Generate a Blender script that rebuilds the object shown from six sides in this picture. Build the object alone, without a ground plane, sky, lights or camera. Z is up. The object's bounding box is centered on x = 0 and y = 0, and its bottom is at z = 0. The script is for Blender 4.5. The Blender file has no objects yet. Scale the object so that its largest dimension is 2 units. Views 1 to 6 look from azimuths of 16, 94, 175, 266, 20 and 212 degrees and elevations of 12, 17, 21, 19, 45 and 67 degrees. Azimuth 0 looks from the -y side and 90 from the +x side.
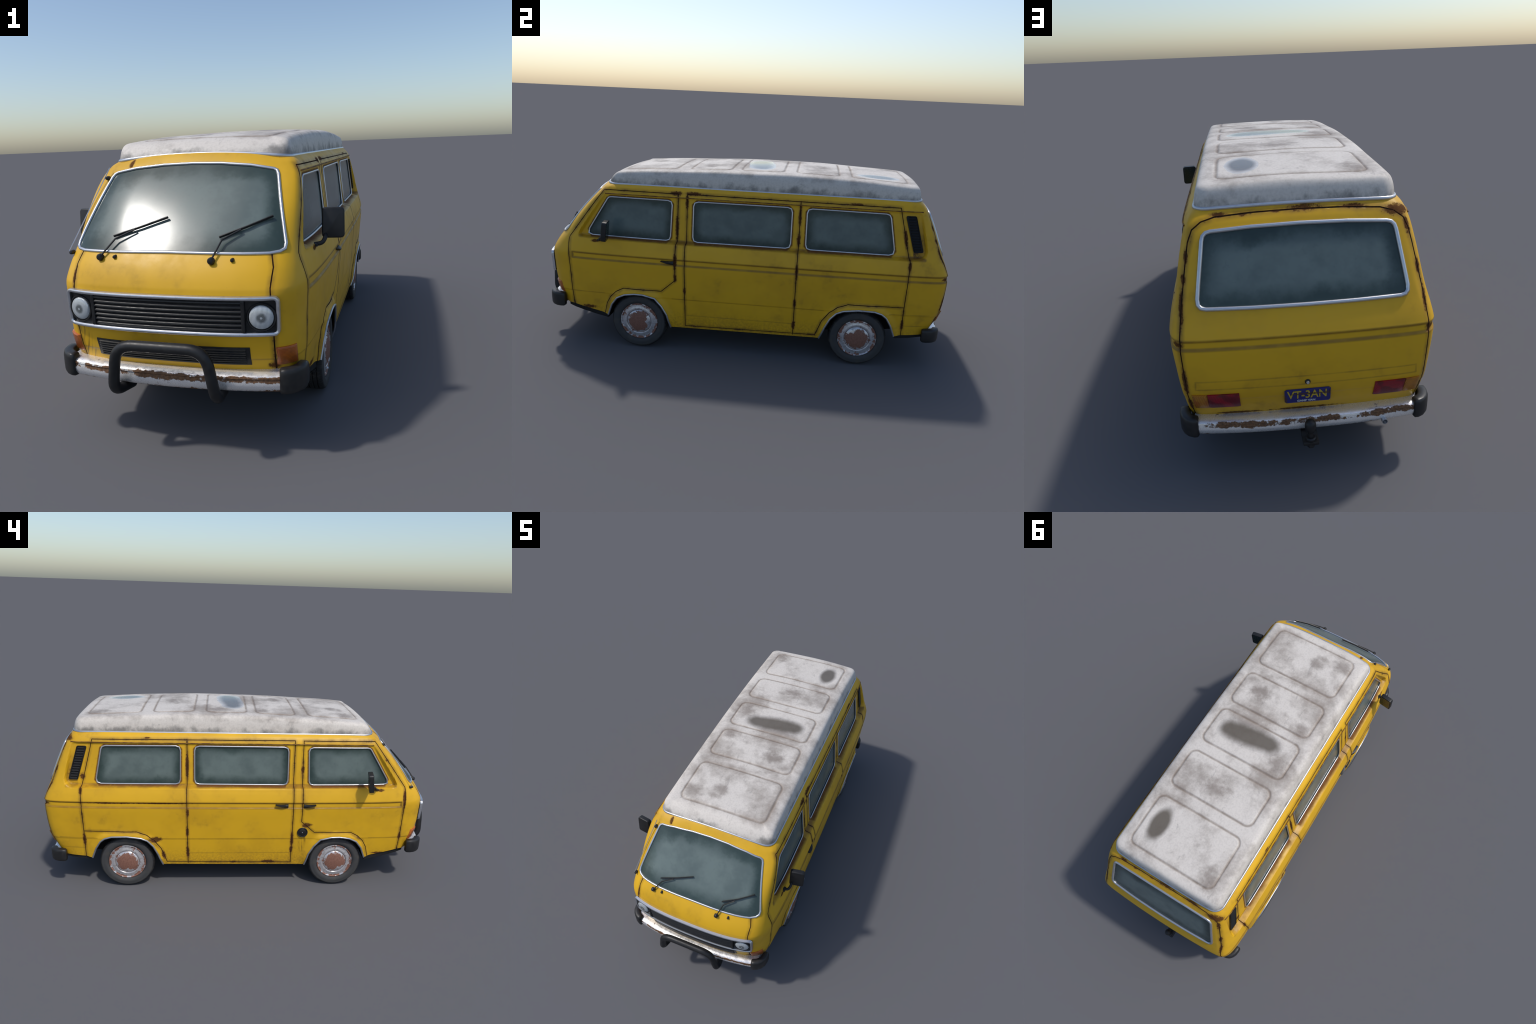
# Weathered yellow camper van with a white pop-top roof, built part by part.
import bpy, bmesh, math, random
import numpy as np
from mathutils import Vector, Matrix

random.seed(7)
np.random.seed(7)

# ------------------------------------------------------------------ numeric helpers
def smooth(a, b, x):
    t = np.clip((np.asarray(x, float) - a) / (b - a), 0., 1.)
    return t * t * (3 - 2 * t)

def pchip(xs, ys, xq, flat_ends=False):
    """monotone cubic interpolation through control points"""
    xs = np.asarray(xs, float); ys = np.asarray(ys, float); xq = np.asarray(xq, float)
    h = np.diff(xs); d = np.diff(ys) / h
    m = np.zeros_like(ys); m[0] = d[0]; m[-1] = d[-1]
    if flat_ends: m[0] = m[-1] = 0.
    for i in range(1, len(xs) - 1):
        if d[i - 1] * d[i] > 0:
            w1 = 2 * h[i] + h[i - 1]; w2 = h[i] + 2 * h[i - 1]
            m[i] = (w1 + w2) / (w1 / d[i - 1] + w2 / d[i])
    k = np.clip(np.searchsorted(xs, xq) - 1, 0, len(xs) - 2)
    t = (xq - xs[k]) / h[k]
    return ((2*t**3 - 3*t**2 + 1) * ys[k] + (t**3 - 2*t**2 + t) * h[k] * m[k]
            + (-2*t**3 + 3*t**2) * ys[k + 1] + (t**3 - t**2) * h[k] * m[k + 1])

def seg_dist(p, a, b):
    """distance of points p (n,2) to the segment a-b"""
    a = np.asarray(a, float); b = np.asarray(b, float); ba = b - a
    h = np.clip(((p - a) @ ba) / max(ba @ ba, 1e-12), 0, 1)
    return np.linalg.norm(p - a - h[:, None] * ba, axis=1)

def poly_dist(p, pts, closed=False):
    pts = list(pts) + ([pts[0]] if closed else [])
    d = np.full(len(p), 9.0)
    for a, b in zip(pts[:-1], pts[1:]):
        d = np.minimum(d, seg_dist(p, a, b))
    return d

def in_poly(p, pts):
    p = np.asarray(p, float); r = np.zeros(len(p), bool); n = len(pts)
    for i in range(n):
        (x1, y1), (x2, y2) = pts[i], pts[(i + 1) % n]
        c = (y1 > p[:, 1]) != (y2 > p[:, 1])
        with np.errstate(divide='ignore', invalid='ignore'):
            xi = (x2 - x1) * (p[:, 1] - y1) / (y2 - y1) + x1
        r ^= c & (p[:, 0] < xi)
    return r

def rounded(pts, r, n=3):
    """round the corners of a closed polygon; r is one radius or one per corner"""
    out = []; N = len(pts); pts = [np.array(p, float) for p in pts]
    rs = r if isinstance(r, (list, tuple)) else [r] * N
    for i in range(N):
        a, b, c = pts[i - 1], pts[i], pts[(i + 1) % N]
        u = (a - b) / np.linalg.norm(a - b); v = (c - b) / np.linalg.norm(c - b)
        ang = math.acos(np.clip(u @ v, -1, 1)); t = rs[i] / math.tan(ang / 2)
        t = min(t, .45 * np.linalg.norm(a - b), .45 * np.linalg.norm(c - b))
        p, q = b + u * t, b + v * t
        for k in range(n + 1):
            s = k / n
            out.append(tuple((1 - s)**2 * p + 2*s*(1 - s) * b + s*s * q))
    return out

# ------------------------------------------------------------------ body shape
Z_W = [.10, .115, .18, .25, .35, .45, .50, .515, .55, .67, .735, .755, .768, .778, .79]
V_W = [.353, .355, .362, .369, .3775, .3845, .3755, .371, .361, .334, .318, .309, .300, .288, .27]
Z_F = [.10, .12, .18, .24, .30, .35, .44, .455, .47, .50, .55, .757, .768, .778, .79]
V_F = [-.870, -.876, -.897, -.916, -.930, -.937, -.939, -.937, -.931, -.914, -.874, -.686, -.6745, -.653, -.627]
Z_R = [.10, .15, .20, .24, .30, .36, .42, .458, .47, .545, .65, .70, .738, .757, .78, .79]
V_R = [.872, .890, .913, .932, .949, .955, .957, .957, .9535, .9225, .8795, .8575, .8395, .828, .804, .79]

# half plan outline: (fraction of half width, y offset from front centre | absolute y | offset from rear centre)
FRONT_LOW = [(0, 0), (.2, .0009), (.45, .0065), (.63, .0165), (.755, .0295), (.825, .046), (.89, .080), (.932, .133), (.961, .23), (.982, .40)]
FRONT_TOP = [(0, 0), (.25, .0006), (.5, .0028), (.70, .0100), (.82, .0215), (.90, .0300), (.955, .0400), (.985, .060), (.995, .14), (1.0, .30)]
FRONT_BOT = [(0, 0), (.2, .0009), (.45, .0065), (.63, .0165), (.765, .0295), (.850, .046), (.923, .080), (.953, .133), (.972, .23), (.988, .40)]
MID = [(.997, -.20), (1., .25)]
REAR_LOW = [(.994, -.40), (.985, -.21), (.970, -.10), (.949, -.051), (.914, -.0265), (.855, -.0130), (.60, -.0050), (.28, -.0010), (0, 0)]
REAR_TOP = [(1.0, -.40), (.998, -.20), (.988, -.07), (.962, -.030), (.91, -.0135), (.82, -.0070), (.55, -.0030), (.28, -.0008), (0, 0)]
SEG_N = [10, 12, 10, 7, 5, 10, 12, 18, 28, 42, 74, 24, 34, 22, 12, 8, 8, 16, 14, 14]

def plan(z, refine=1):
    """half plan outline (x >= 0) of the body at height z, front centre to rear centre"""
    w = float(pchip(Z_W, V_W, z)); yf = float(pchip(Z_F, V_F, z)); yr = float(pchip(Z_R, V_R, z))
    k = float(smooth(.46, .74, z))
    kb = float(smooth(.40, .24, z))
    pts = []
    for (a, b), (c, d), (e, f) in zip(FRONT_LOW, FRONT_TOP, FRONT_BOT):
        a, b = a + (e - a) * kb, b + (f - b) * kb
        pts.append(((a*(1-k) + c*k) * w, yf + b*(1-k) + d*k))
    for a, b in MID:
        pts.append((a * w, b))
    for (a, b), (c, d) in zip(REAR_LOW, REAR_TOP):
        pts.append(((a*(1-k) + c*k) * w, yr + b*(1-k) + d*k))
    pts = np.array(pts)
    s = np.concatenate([[0], np.cumsum(np.linalg.norm(np.diff(pts, axis=0), axis=1))])
    t = np.concatenate([np.linspace(s[i], s[i+1], SEG_N[i] * refine, endpoint=False) for i in range(len(s) - 1)] + [[s[-1]]])
    return pchip(s, pts[:, 0], t), pchip(s, pts[:, 1], t, True)

# ---- features in the side plane (y, z)
ARCH_FRONT = [(-.3215, .09), (-.3215, .113), (-.337, .180), (-.361, .225), (-.393, .263), (-.446, .2765), (-.488, .2775),
              (-.537, .270), (-.575, .251), (-.603, .215), (-.6255, .157), (-.631, .09)]
ARCH_REAR = [(.384, .09), (.3885, .119), (.410, .180), (.432, .227), (.4595, .258), (.490, .2725), (.557, .2815),
             (.6306, .280), (.664, .270), (.687, .251), (.7093, .214), (.7297, .161), (.745, .09)]
BOTTOM = [(-1.0, .206), (-.80, .194), (-.6255, .157), (-.6, .14), (-.36, .12), (-.3215, .114), (.3885, .119), (.42, .13), (.70, .15), (.7297, .161), (.85, .170), (1.0, .178)]
BAND = rounded([(-.634, .737), (-.772, .5310), (.846, .5270), (.801, .737)], [.012, .022, .045, .02], 5)
CREASE_END = -.787

def side_relief(x, y, z):
    """pressed features of the side sheet: window band, wheel-arch flare"""
    p = np.column_stack([y, z])
    inside = in_poly(p, BAND); d = poly_dist(p, BAND, True)
    sd = np.where(inside, d, -d)
    m = smooth(-.003, .0085, sd)
    xw = .3345 - (z - .545) * .108
    xw = xw - np.maximum(0, -(y + .50)) ** 2 * .18 - np.maximum(0, y - .55) ** 2 * .10
    x = x + m * np.minimum(0, xw - x)
    for arch in (ARCH_FRONT, ARCH_REAR):
        da = poly_dist(p, arch)
        x = x + .011 * (1 - smooth(.004, .034, da)) * smooth(.10, .16, z)
    return x

def belt_relief(y, z):
    """inward depth of the belt groove and lower swage lines"""
    g = smooth(.4325, .4385, z) * (1 - smooth(.4565, .4615, z)) * .0045
    g = g * smooth(CREASE_END - .004, CREASE_END + .003, y)
    g = g + .0016 * (1 - smooth(.262, .268, z))
    return g

ZROWS = np.unique(np.round(np.concatenate([
    np.arange(.100, .255, .0062), np.arange(.255, .275, .003), np.arange(.275, .425, .0062), np.arange(.425, .470, .0025),
    np.arange(.470, .512, .006), np.arange(.512, .56, .0032), np.arange(.56, .72, .0065), np.arange(.72, .782, .004), [.784]]), 5))

def body_grid():
    rows = []
    for z in ZROWS:
        x, y = plan(float(z))
        zz = np.full_like(x, z)
        tx = np.gradient(x); ty = np.gradient(y); L = np.hypot(tx, ty) + 1e-9
        nx, ny = ty / L, -tx / L
        onside = smooth(.55, .85, nx)
        x = x + onside * (side_relief(x, y, zz) - x)
        g = belt_relief(y, zz)
        x = x - nx * g; y = y - ny * g
        x[0] = 0; x[-1] = 0
        crown = (1 - np.abs(x / x.max()) ** 2.2) * smooth(.765, .784, z)
        zz = zz + crown * np.where(y < 0, .0165, .0065)
        rows.append(np.column_stack([x, y, zz]))
    return np.array(rows)

GRID = body_grid()
_NF = sum(SEG_N[:6])            # front part of the outline
_NR = sum(SEG_N[:-6])

def _row_interp(z):
    i = int(np.clip(np.searchsorted(ZROWS, z) - 1, 0, len(ZROWS) - 2))
    t = (z - ZROWS[i]) / (ZROWS[i + 1] - ZROWS[i])
    return GRID[i] * (1 - t) + GRID[i + 1] * t

def side_pt(y, z, out=0., sx=1):
    r = _row_interp(z)[_NF - 12:_NR + 14]
    x = np.interp(y, r[:, 1], r[:, 0])
    return Vector((sx * (x + out), y, z))

def front_pt(x, z, out=0.):
    r = _row_interp(z)[:_NF + 24]
    return Vector((x, np.interp(abs(x), r[:, 0], r[:, 1]) - out, z))

def rear_pt(x, z, out=0.):
    r = _row_interp(z)[_NR - 22:][::-1]
    return Vector((x, np.interp(abs(x), r[:, 0], r[:, 1]) + out, z))

# ------------------------------------------------------------------ object helpers
COL = bpy.context.scene.collection
ROOT = bpy.data.objects.new("camper_van", None)
COL.objects.link(ROOT)
ROOT.location.x = .0038; ROOT.rotation_euler.z = -.0042          # the mirrors stand out unevenly, so the body sits a little off the centre
ROOT["label"] = "weathered yellow camper van with rusty trim and grimy white pop-top roof"
ROOT["category"] = "camper van"

def add(name, mesh, mat=None, parent=ROOT, smooth_angle=None):
    ob = bpy.data.objects.new(name, mesh)
    COL.objects.link(ob); ob.parent = parent
    if mat is not None and not mesh.materials:
        mesh.materials.append(mat)
    if smooth_angle is not None:
        mesh.polygons.foreach_set("use_smooth", [True] * len(mesh.polygons))
        mesh.set_sharp_from_angle(angle=math.radians(smooth_angle))
    return ob

def mesh_from(verts, faces, name="part"):
    me = bpy.data.meshes.new(name)
    me.from_pydata([tuple(v) for v in verts], [], [tuple(f) for f in faces])
    me.validate(); me.update()
    bm = bmesh.new(); bm.from_mesh(me)
    bmesh.ops.recalc_face_normals(bm, faces=bm.faces)
    bm.to_mesh(me); bm.free()
    return me

def sweep(path, radius, sides=8, closed=False, flat=1.0, normals=None, taper=None):
    """tube along a path; flat < 1 squashes it along the given normals"""
    path = [Vector(p) for p in path]; n = len(path); V = []; F = []
    up = Vector((0, 0, 1)); prev = None
    for i, p in enumerate(path):
        a = path[i - 1] if (i or closed) else path[0]
        b = path[(i + 1) % n] if (i < n - 1 or closed) else path[-1]
        t = (b - a).normalized()
        if normals is not None:
            nn = Vector(normals[i])
        else:
            nn = prev if prev is not None else (up if abs(t.z) < .9 else Vector((0, 1, 0)))
        nn = (nn - t * nn.dot(t)).normalized(); prev = nn
        bb = t.cross(nn)
        k = 1.0
        if 0 < i < n - 1 or closed:
            c = (path[i] - a).normalized().dot((b - path[i]).normalized())
            k = 1 / max(.6, math.sqrt(max(.3, (1 + c) / 2)))
        r = radius * (taper[i] if taper else 1)
        for s in range(sides):
            an = 2 * math.pi * (s + .5) / sides
            V.append(p + bb * (math.cos(an) * r * k) + nn * (math.sin(an) * r * flat))
    m = n if closed else n - 1
    for i in range(m):
        for s in range(sides):
            j = (i + 1) % n
            F.append((i*sides + s, i*sides + (s+1) % sides, j*sides + (s+1) % sides, j*sides + s))
    if not closed:
        F.append(tuple(range(sides))); F.append(tuple((n-1)*sides + s for s in range(sides)))
    return V, F

def box(cx, cy, cz, sx, sy, sz, bevel=0., seg=2, mat4=None):
    bm = bmesh.new()
    bmesh.ops.create_cube(bm, size=1)
    bmesh.ops.scale(bm, vec=(sx, sy, sz), verts=bm.verts)
    if bevel:
        bmesh.ops.bevel(bm, geom=bm.edges[:], offset=bevel, segments=seg, profile=.5, affect='EDGES')
    if mat4 is not None:
        bmesh.ops.transform(bm, matrix=mat4, verts=bm.verts)
    bmesh.ops.translate(bm, vec=(cx, cy, cz), verts=bm.verts)
    me = bpy.data.meshes.new("box"); bm.to_mesh(me); bm.free()
    return me

def join_parts(parts):
    V = []; F = []
    for v, f in parts:
        o = len(V); V += list(v); F += [tuple(i + o for i in q) for q in f]
    return V, F

def mesh_vf(me):
    return [v.co.copy() for v in me.vertices], [tuple(p.vertices) for p in me.polygons]

def lathe(profile, n, axis='x', centre=(0, 0, 0), sx=1):
    """profile of (radius, along) pairs turned about an axis"""
    V = []; F = []; c = Vector(centre)
    for r, a in profile:
        for i in range(n):
            t = 2 * math.pi * i / n
            u, v = r * math.cos(t), r * math.sin(t)
            V.append(c + (Vector((a * sx, u, v)) if axis == 'x' else Vector((u, a, v)) if axis == 'y' else Vector((u, v, a))))
    m = len(profile)
    for k in range(m - 1):
        for i in range(n):
            j = (i + 1) % n
            F.append((k*n + i, k*n + j, (k+1)*n + j, (k+1)*n + i))
    F.append(tuple(range(n))); F.append(tuple((m-1)*n + i for i in range(n)))
    return V, F

def densify(pts, step, closed=False):
    out = []; pts = [np.array(p, float) for p in pts]
    seq = list(zip(pts, pts[1:] + ([pts[0]] if closed else [])))
    for a, b in seq:
        n = max(1, int(math.ceil(np.linalg.norm(b - a) / step)))
        out += [tuple(a + (b - a) * i / n) for i in range(n)]
    if not closed:
        out.append(tuple(pts[-1]))
    return out

# ------------------------------------------------------------------ materials (node helper)
class Mat:
    def __init__(self, name):
        self.m = bpy.data.materials.new(name); self.m.use_nodes = True
        self.nt = self.m.node_tree; self.N = self.nt.nodes; self.L = self.nt.links
        self.b = self.N["Principled BSDF"]
        self.tc = self.N.new("ShaderNodeTexCoord")
        self.P = self.tc.outputs["Object"]
        self.last = None
    def after(self, P):
        """P again, but computed only after the previous mask, so long masks stay cheap to evaluate"""
        if self.last is None: return P
        n = self.N.new("ShaderNodeVectorMath"); n.operation = 'MULTIPLY_ADD'
        self.L.new(self.last, n.inputs[0]); n.inputs[1].default_value = (1e-9,) * 3; self.L.new(P, n.inputs[2])
        return n.outputs[0]
    def put(self, sock, v):
        if isinstance(v, bpy.types.NodeSocket): self.L.new(v, sock)
        elif isinstance(v, (tuple, list)):
            sock.default_value = (*v, 1.) if (len(v) == 3 and len(sock.default_value) == 4) else v
        else:
            sock.default_value = v
    def math(self, op, a, b=0., c=None, clamp=False):
        n = self.N.new("ShaderNodeMath"); n.operation = op; n.use_clamp = clamp
        self.put(n.inputs[0], a); self.put(n.inputs[1], b)
        if c is not None: self.put(n.inputs[2], c)
        return n.outputs[0]
    def vmath(self, op, a, b=(0, 0, 0), out=0):
        n = self.N.new("ShaderNodeVectorMath"); n.operation = op
        self.put(n.inputs[0], a); self.put(n.inputs[1], b)
        return n.outputs["Value" if op in ('LENGTH', 'DOT_PRODUCT', 'DISTANCE') else 0]
    def noise(self, scale, detail=4., rough=.55, vec=None, dist=0., w=0.):
        n = self.N.new("ShaderNodeTexNoise"); n.noise_dimensions = '4D'
        self.L.new(vec or self.P, n.inputs["Vector"]); n.inputs["W"].default_value = w
        n.inputs["Scale"].default_value = scale; n.inputs["Detail"].default_value = detail
        n.inputs["Roughness"].default_value = rough; n.inputs["Distortion"].default_value = dist
        return n.outputs[0]
    def ramp(self, fac, lo, hi, a=0., b=1.):
        n = self.N.new("ShaderNodeMapRange"); n.interpolation_type = 'SMOOTHSTEP'
        self.put(n.inputs[0], fac)
        for i, v in zip((1, 2, 3, 4), (lo, hi, a, b)): n.inputs[i].default_value = v
        return n.outputs[0]
    def mix(self, fac, a, b, blend='MIX'):
        n = self.N.new("ShaderNodeMix"); n.data_type = 'RGBA'; n.blend_type = blend
        self.put(n.inputs[0], fac); self.put(n.inputs[6], a); self.put(n.inputs[7], b)
        return n.outputs[2]
    def sep(self, v=None):
        n = self.N.new("ShaderNodeSeparateXYZ"); self.L.new(v or self.P, n.inputs[0]); return n.outputs
    def comb(self, x, y, z):
        n = self.N.new("ShaderNodeCombineXYZ")
        for i, v in enumerate((x, y, z)): self.put(n.inputs[i], v)
        return n.outputs[0]
    def scaled(self, v, vec=None):
        return self.vmath('MULTIPLY', vec or self.P, v)
    def bump(self, h, strength, dist=.002):
        n = self.N.new("ShaderNodeBump"); n.inputs["Strength"].default_value = strength; n.inputs["Distance"].default_value = dist
        self.L.new(h, n.inputs["Height"]); self.L.new(n.outputs[0], self.b.inputs["Normal"])
    def set(self, **kw):
        for k, v in kw.items():
            self.put(self.b.inputs[{'color': "Base Color", 'rough': "Roughness", 'metal': "Metallic", 'spec': "Specular IOR Level",
                                    'coat': "Coat Weight", 'coat_rough': "Coat Roughness", 'ior': "IOR"}[k]], v)
        return self.m
    # masks
    def seg(self, P, a, b):
        """distance of P to the segment a-b"""
        g = segment_group(); n = self.N.new("ShaderNodeGroup"); n.node_tree = g
        self.L.new(P, n.inputs[0]); n.inputs[1].default_value = a
        ba = Vector(b) - Vector(a); n.inputs[2].default_value = ba; n.inputs[3].default_value = 1 / max(ba.length_squared, 1e-9)
        return n.outputs[0]
    def lines(self, P, polys):
        d = None
        for pts in polys:
            for a, b in zip(pts[:-1], pts[1:]):
                s = self.seg(self.after(P), a, b)
                d = s if d is None else self.math('MINIMUM', d, s)
                self.last = d
        return d
    def blobs(self, P, items):
        """soft ellipsoids: 1 at each centre, 0 at each radius"""
        m = None
        for c, r in items:
            v = self.vmath('SUBTRACT', self.after(P), c)
            v = self.vmath('DIVIDE', v, r)
            s = self.math('SUBTRACT', 1., self.vmath('LENGTH', v))
            m = s if m is None else self.math('MAXIMUM', m, s)
            self.last = m
        return self.math('MAXIMUM', m, 0.)

_seg = None
def segment_group():
    global _seg
    if _seg: return _seg
    g = bpy.data.node_groups.new("segment_distance", "ShaderNodeTree")
    for nm, t in (("P", "NodeSocketVector"), ("A", "NodeSocketVector"), ("BA", "NodeSocketVector"), ("K", "NodeSocketFloat")):
        g.interface.new_socket(nm, in_out='INPUT', socket_type=t)
    g.interface.new_socket("D", in_out='OUTPUT', socket_type="NodeSocketFloat")
    N, L = g.nodes, g.links
    i = N.new("NodeGroupInput"); o = N.new("NodeGroupOutput")
    s = N.new("ShaderNodeVectorMath"); s.operation = 'SUBTRACT'; L.new(i.outputs[0], s.inputs[0]); L.new(i.outputs[1], s.inputs[1])
    d = N.new("ShaderNodeVectorMath"); d.operation = 'DOT_PRODUCT'; L.new(s.outputs[0], d.inputs[0]); L.new(i.outputs[2], d.inputs[1])
    h = N.new("ShaderNodeMath"); h.operation = 'MULTIPLY'; h.use_clamp = True; L.new(d.outputs["Value"], h.inputs[0]); L.new(i.outputs[3], h.inputs[1])
    sc = N.new("ShaderNodeVectorMath"); sc.operation = 'SCALE'; L.new(i.outputs[2], sc.inputs[0]); L.new(h.outputs[0], sc.inputs["Scale"])
    df = N.new("ShaderNodeVectorMath"); df.operation = 'DISTANCE'; L.new(s.outputs[0], df.inputs[0]); L.new(sc.outputs[0], df.inputs[1])
    L.new(df.outputs["Value"], o.inputs[0])
    _seg = g
    return g

def simple(name, c, r=.5, m=0., spec=.5, grain=0., gscale=60., alt=None, coat=0.):
    """plain material with a little blotchy variation"""
    k = Mat(name)
    n = k.noise(gscale, 5., .6)
    alt = alt or tuple(v * .6 for v in c)
    k.set(color=k.mix(k.ramp(n, .35, .70), c, alt) if grain else c, rough=k.ramp(n, .3, .7, max(r - .08, .02), r + .08), metal=m, spec=spec, coat=coat)
    return k.m

RUST_D = (.062, .021, .010); RUST_L = (.108, .041, .016)
# outlines used by the paint's rust and grime masks, as (y, z) or (x, z) polylines
def chamfered(pts, r):
    out = rounded(pts, r, 1)
    return out + [out[0]]
W_LINES = [chamfered([(-.3175, .7225), (-.616, .7235), (-.7275, .5425), (-.324, .5390)], .016),
           chamfered([(.230, .7245), (-.2185, .7235), (-.2195, .5390), (.2305, .5400)], .016),
           chamfered([(.6635, .7220), (.297, .7245), (.2985, .5400), (.6985, .5400)], .016)]
S_LINES = [[(-.2905, .754), (-.2925, .3605), (-.3607, .3000), (-.5437, .3000), (-.6101, .251), (-.641, .170)],
           [(-.2905, .754), (-.6384, .7545), (-.803, .531), (-.7985, .18)],
           [(-.249, .7545), (-.2475, .522), (-.2505, .1265), (.3686, .1335), (.3948, .2095), (.4629, .287), (.5092, .304), (.7612, .307)],
           [(.266, .7545), (.265, .1265)], [(-.249, .7545), (.706, .7515), (.764, .5215), (.7612, .307), (.764, .15)]]

def paint():
    k = Mat("weathered_yellow_paint")
    P = k.P; o = k.sep()
    ax = k.math('ABSOLUTE', o[0])
    Ps = k.comb(0., o[1], o[2]); Pf = k.comb(ax, 0., o[2])
    to3 = lambda pl: [[(0, y, z) for y, z in q] for q in pl]
    tof = lambda pl: [[(x, 0, z) for x, z in q] for q in pl]
    d_win = k.lines(Ps, to3(W_LINES)); d_seam = k.lines(Ps, to3(S_LINES))
    big = 9.
    rear = k.ramp(o[1], .76, .78); front = k.ramp(o[1], -.58, -.62)
    d_tail = k.math('ADD', k.lines(Pf, tof([[(0, .770), (.12, .768), (.225, .7615), (.262, .7515), (.287, .733), (.3075, .665), (.328, .545), (.3385, .43), (.335, .29), (.322, .185)]])), k.math('MULTIPLY', k.math('SUBTRACT', 1., rear), 1.))
    d_hood = k.math('ADD', k.lines(Pf, tof([[(.274, .546), (.284, .509), (.281, .462), (.286, .337), (.2845, .19)]])), k.math('MULTIPLY', k.math('SUBTRACT', 1., front), 1.))
    d_all = k.math('MINIMUM', k.math('MINIMUM', d_seam, d_tail), d_hood)
    d_crease = k.lines(Ps, to3([[(-.787, .4610), (.97, .4600)], [(-.787, .4350), (.97, .4350)], [(-.787, .461), (-.787, .435)]]))
    d_low = k.lines(Ps, to3([[(-.92, .2665), (-.64, .2665)], [(-.31, .2645), (.40, .2645)], [(.70, .2685), (.88, .2715)], [(-.2505, .183), (.265, .183)], [(.7625, .2125), (.875, .2145)]]))
    d_rlow = k.math('ADD', k.lines(Pf, tof([[(0, .333), (.308, .333), (.310, .306), (0, .304)]])), k.math('SUBTRACT', 1., rear))
    d_shoulder = k.lines(Ps, to3([[(-.752, .5375), (.828, .5335)]]))
    n_lo = k.noise(4.5, 4., .55, w=1.); n_mid = k.noise(16., 5., .6, w=2.); n_hi = k.noise(95., 6., .70, w=3.); n_fine = k.noise(240., 4., .6, w=5.)
    # ---- paint: faded yellow with dull blotches
    col = k.mix(k.ramp(n_lo, .40, .66), YELLOW, YELLOW_DULL)
    blot = k.math('MULTIPLY', k.ramp(n_mid, .50, .72), k.ramp(n_lo, .44, .60))
    col = k.mix(k.math('MULTIPLY', blot, .45), col, (.300, .170, .016))
    col = k.mix(k.math('MULTIPLY', k.ramp(n_fine, .60, .78), .22), col, (.30, .17, .03))
    # road dirt on the lower sides, grainy
    dirt = k.math('MULTIPLY', k.ramp(o[2], .235, .125), k.ramp(n_hi, .35, .70))
    col = k.mix(k.math('MULTIPLY', dirt, .55), col, (.185, .100, .022))
    # ---- grime along every line
    def grime(d, w, amt, c, nz=None):
        m = k.math('MULTIPLY', k.ramp(d, w, w * .15), amt)
        if nz is not None: m = k.math('MULTIPLY', m, nz)
        return c, m
    nz1 = k.ramp(n_mid, .30, .62, .35, 1.); nz2 = k.ramp(n_mid, .30, .62, .75, 1.)
    for d, w, amt, c in ((d_all, .015, .66, (.19, .098, .014)), (d_crease, .0080, .72, (.130, .062, .012)), (d_low, .0042, .42, (.160, .090, .016)), (d_rlow, .0040, .45, (.160, .090, .016)), (d_shoulder, .0115, .80, (.150, .066, .014))):
        c, m = grime(d, w, amt, c, nz2 if d is d_crease else nz1); col = k.mix(m, col, c)
    # ---- rust rings round the windows and along the seams
    ring = k.math('MULTIPLY', k.ramp(d_win, .0115, .0058), k.ramp(n_hi, .30, .55, .50, .95))
    col = k.mix(ring, col, k.mix(k.ramp(n_hi, .4, .6), (.085, .027, .010), (.16, .055, .016)))
    # ---- rust patches
    S = .37
    items = []; free = []
    def sp(sx, y, z, ry, rz): items.append(((sx * .36, y, z), (.25, ry * 1.2, rz * 1.15)))
    def patch(sx, y, z, ry, rz): free.append(((sx * .36, y, z), (.25, ry, rz)))
    def rp(x, z, rx, rz): (free if rz < .03 else items).append(((x, float(np.interp(z, Z_R, V_R)) - .015, z), (rx, .045, rz)))
    def fp(x, z, rx, rz): free.append(((x, float(np.interp(z, Z_F, V_F)) + .015, z), (rx, .05, rz)))
    sp(-1, .265, .63, .017, .085); sp(-1, .258, .41, .017, .030); sp(-1, .268, .305, .014, .040); sp(-1, .266, .19, .014, .04)
    patch(-1, .757, .575, .022, .026); sp(-1, .764, .515, .012, .022); sp(-1, -.2905, .615, .015, .022); sp(-1, -.250, .265, .014, .050); sp(-1, -.249, .205, .014, .025)
    sp(-1, -.8055, .475, .014, .065); sp(-1, -.80, .27, .011, .025); sp(-1, -.69, .66, .012, .012); patch(-1, -.318, .342, .038, .018); patch(-1, -.13, .132, .055, .014); patch(-1, .04, .130, .03, .010)
    sp(-1, .762, .262, .014, .045); patch(-1, .425, .262, .046, .022); sp(-1, .385, .17, .015, .03); patch(-1, -.70, .175, .05, .010)
    patch(-1, .40, .4575, .20, .007); patch(-1, .62, .4575, .20, .007); patch(-1, .45, .759, .022, .007); patch(-1, -.675, .521, .03, .011)
    patch(1, -.300, .756, .050, .014); patch(1, -.225, .758, .060, .012); sp(1, -.293, .60, .017, .080); sp(1, -.294, .45, .017, .050); sp(1, -.249, .725, .013, .045); sp(1, -.2925, .37, .012, .03)
    sp(1, -.249, .31, .011, .025); sp(1, .267, .69, .013, .060); sp(1, .267, .58, .014, .040); sp(1, .267, .45, .011, .05); sp(1, .266, .29, .011, .03); sp(1, .266, .175, .014, .03)
    sp(1, .742, .635, .017, .075); sp(1, .765, .50, .011, .03); sp(1, .762, .22, .011, .04); sp(1, .52, .757, .045, .010); patch(1, -.72, .187, .055, .014); patch(1, -.675, .521, .03, .011)
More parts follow.
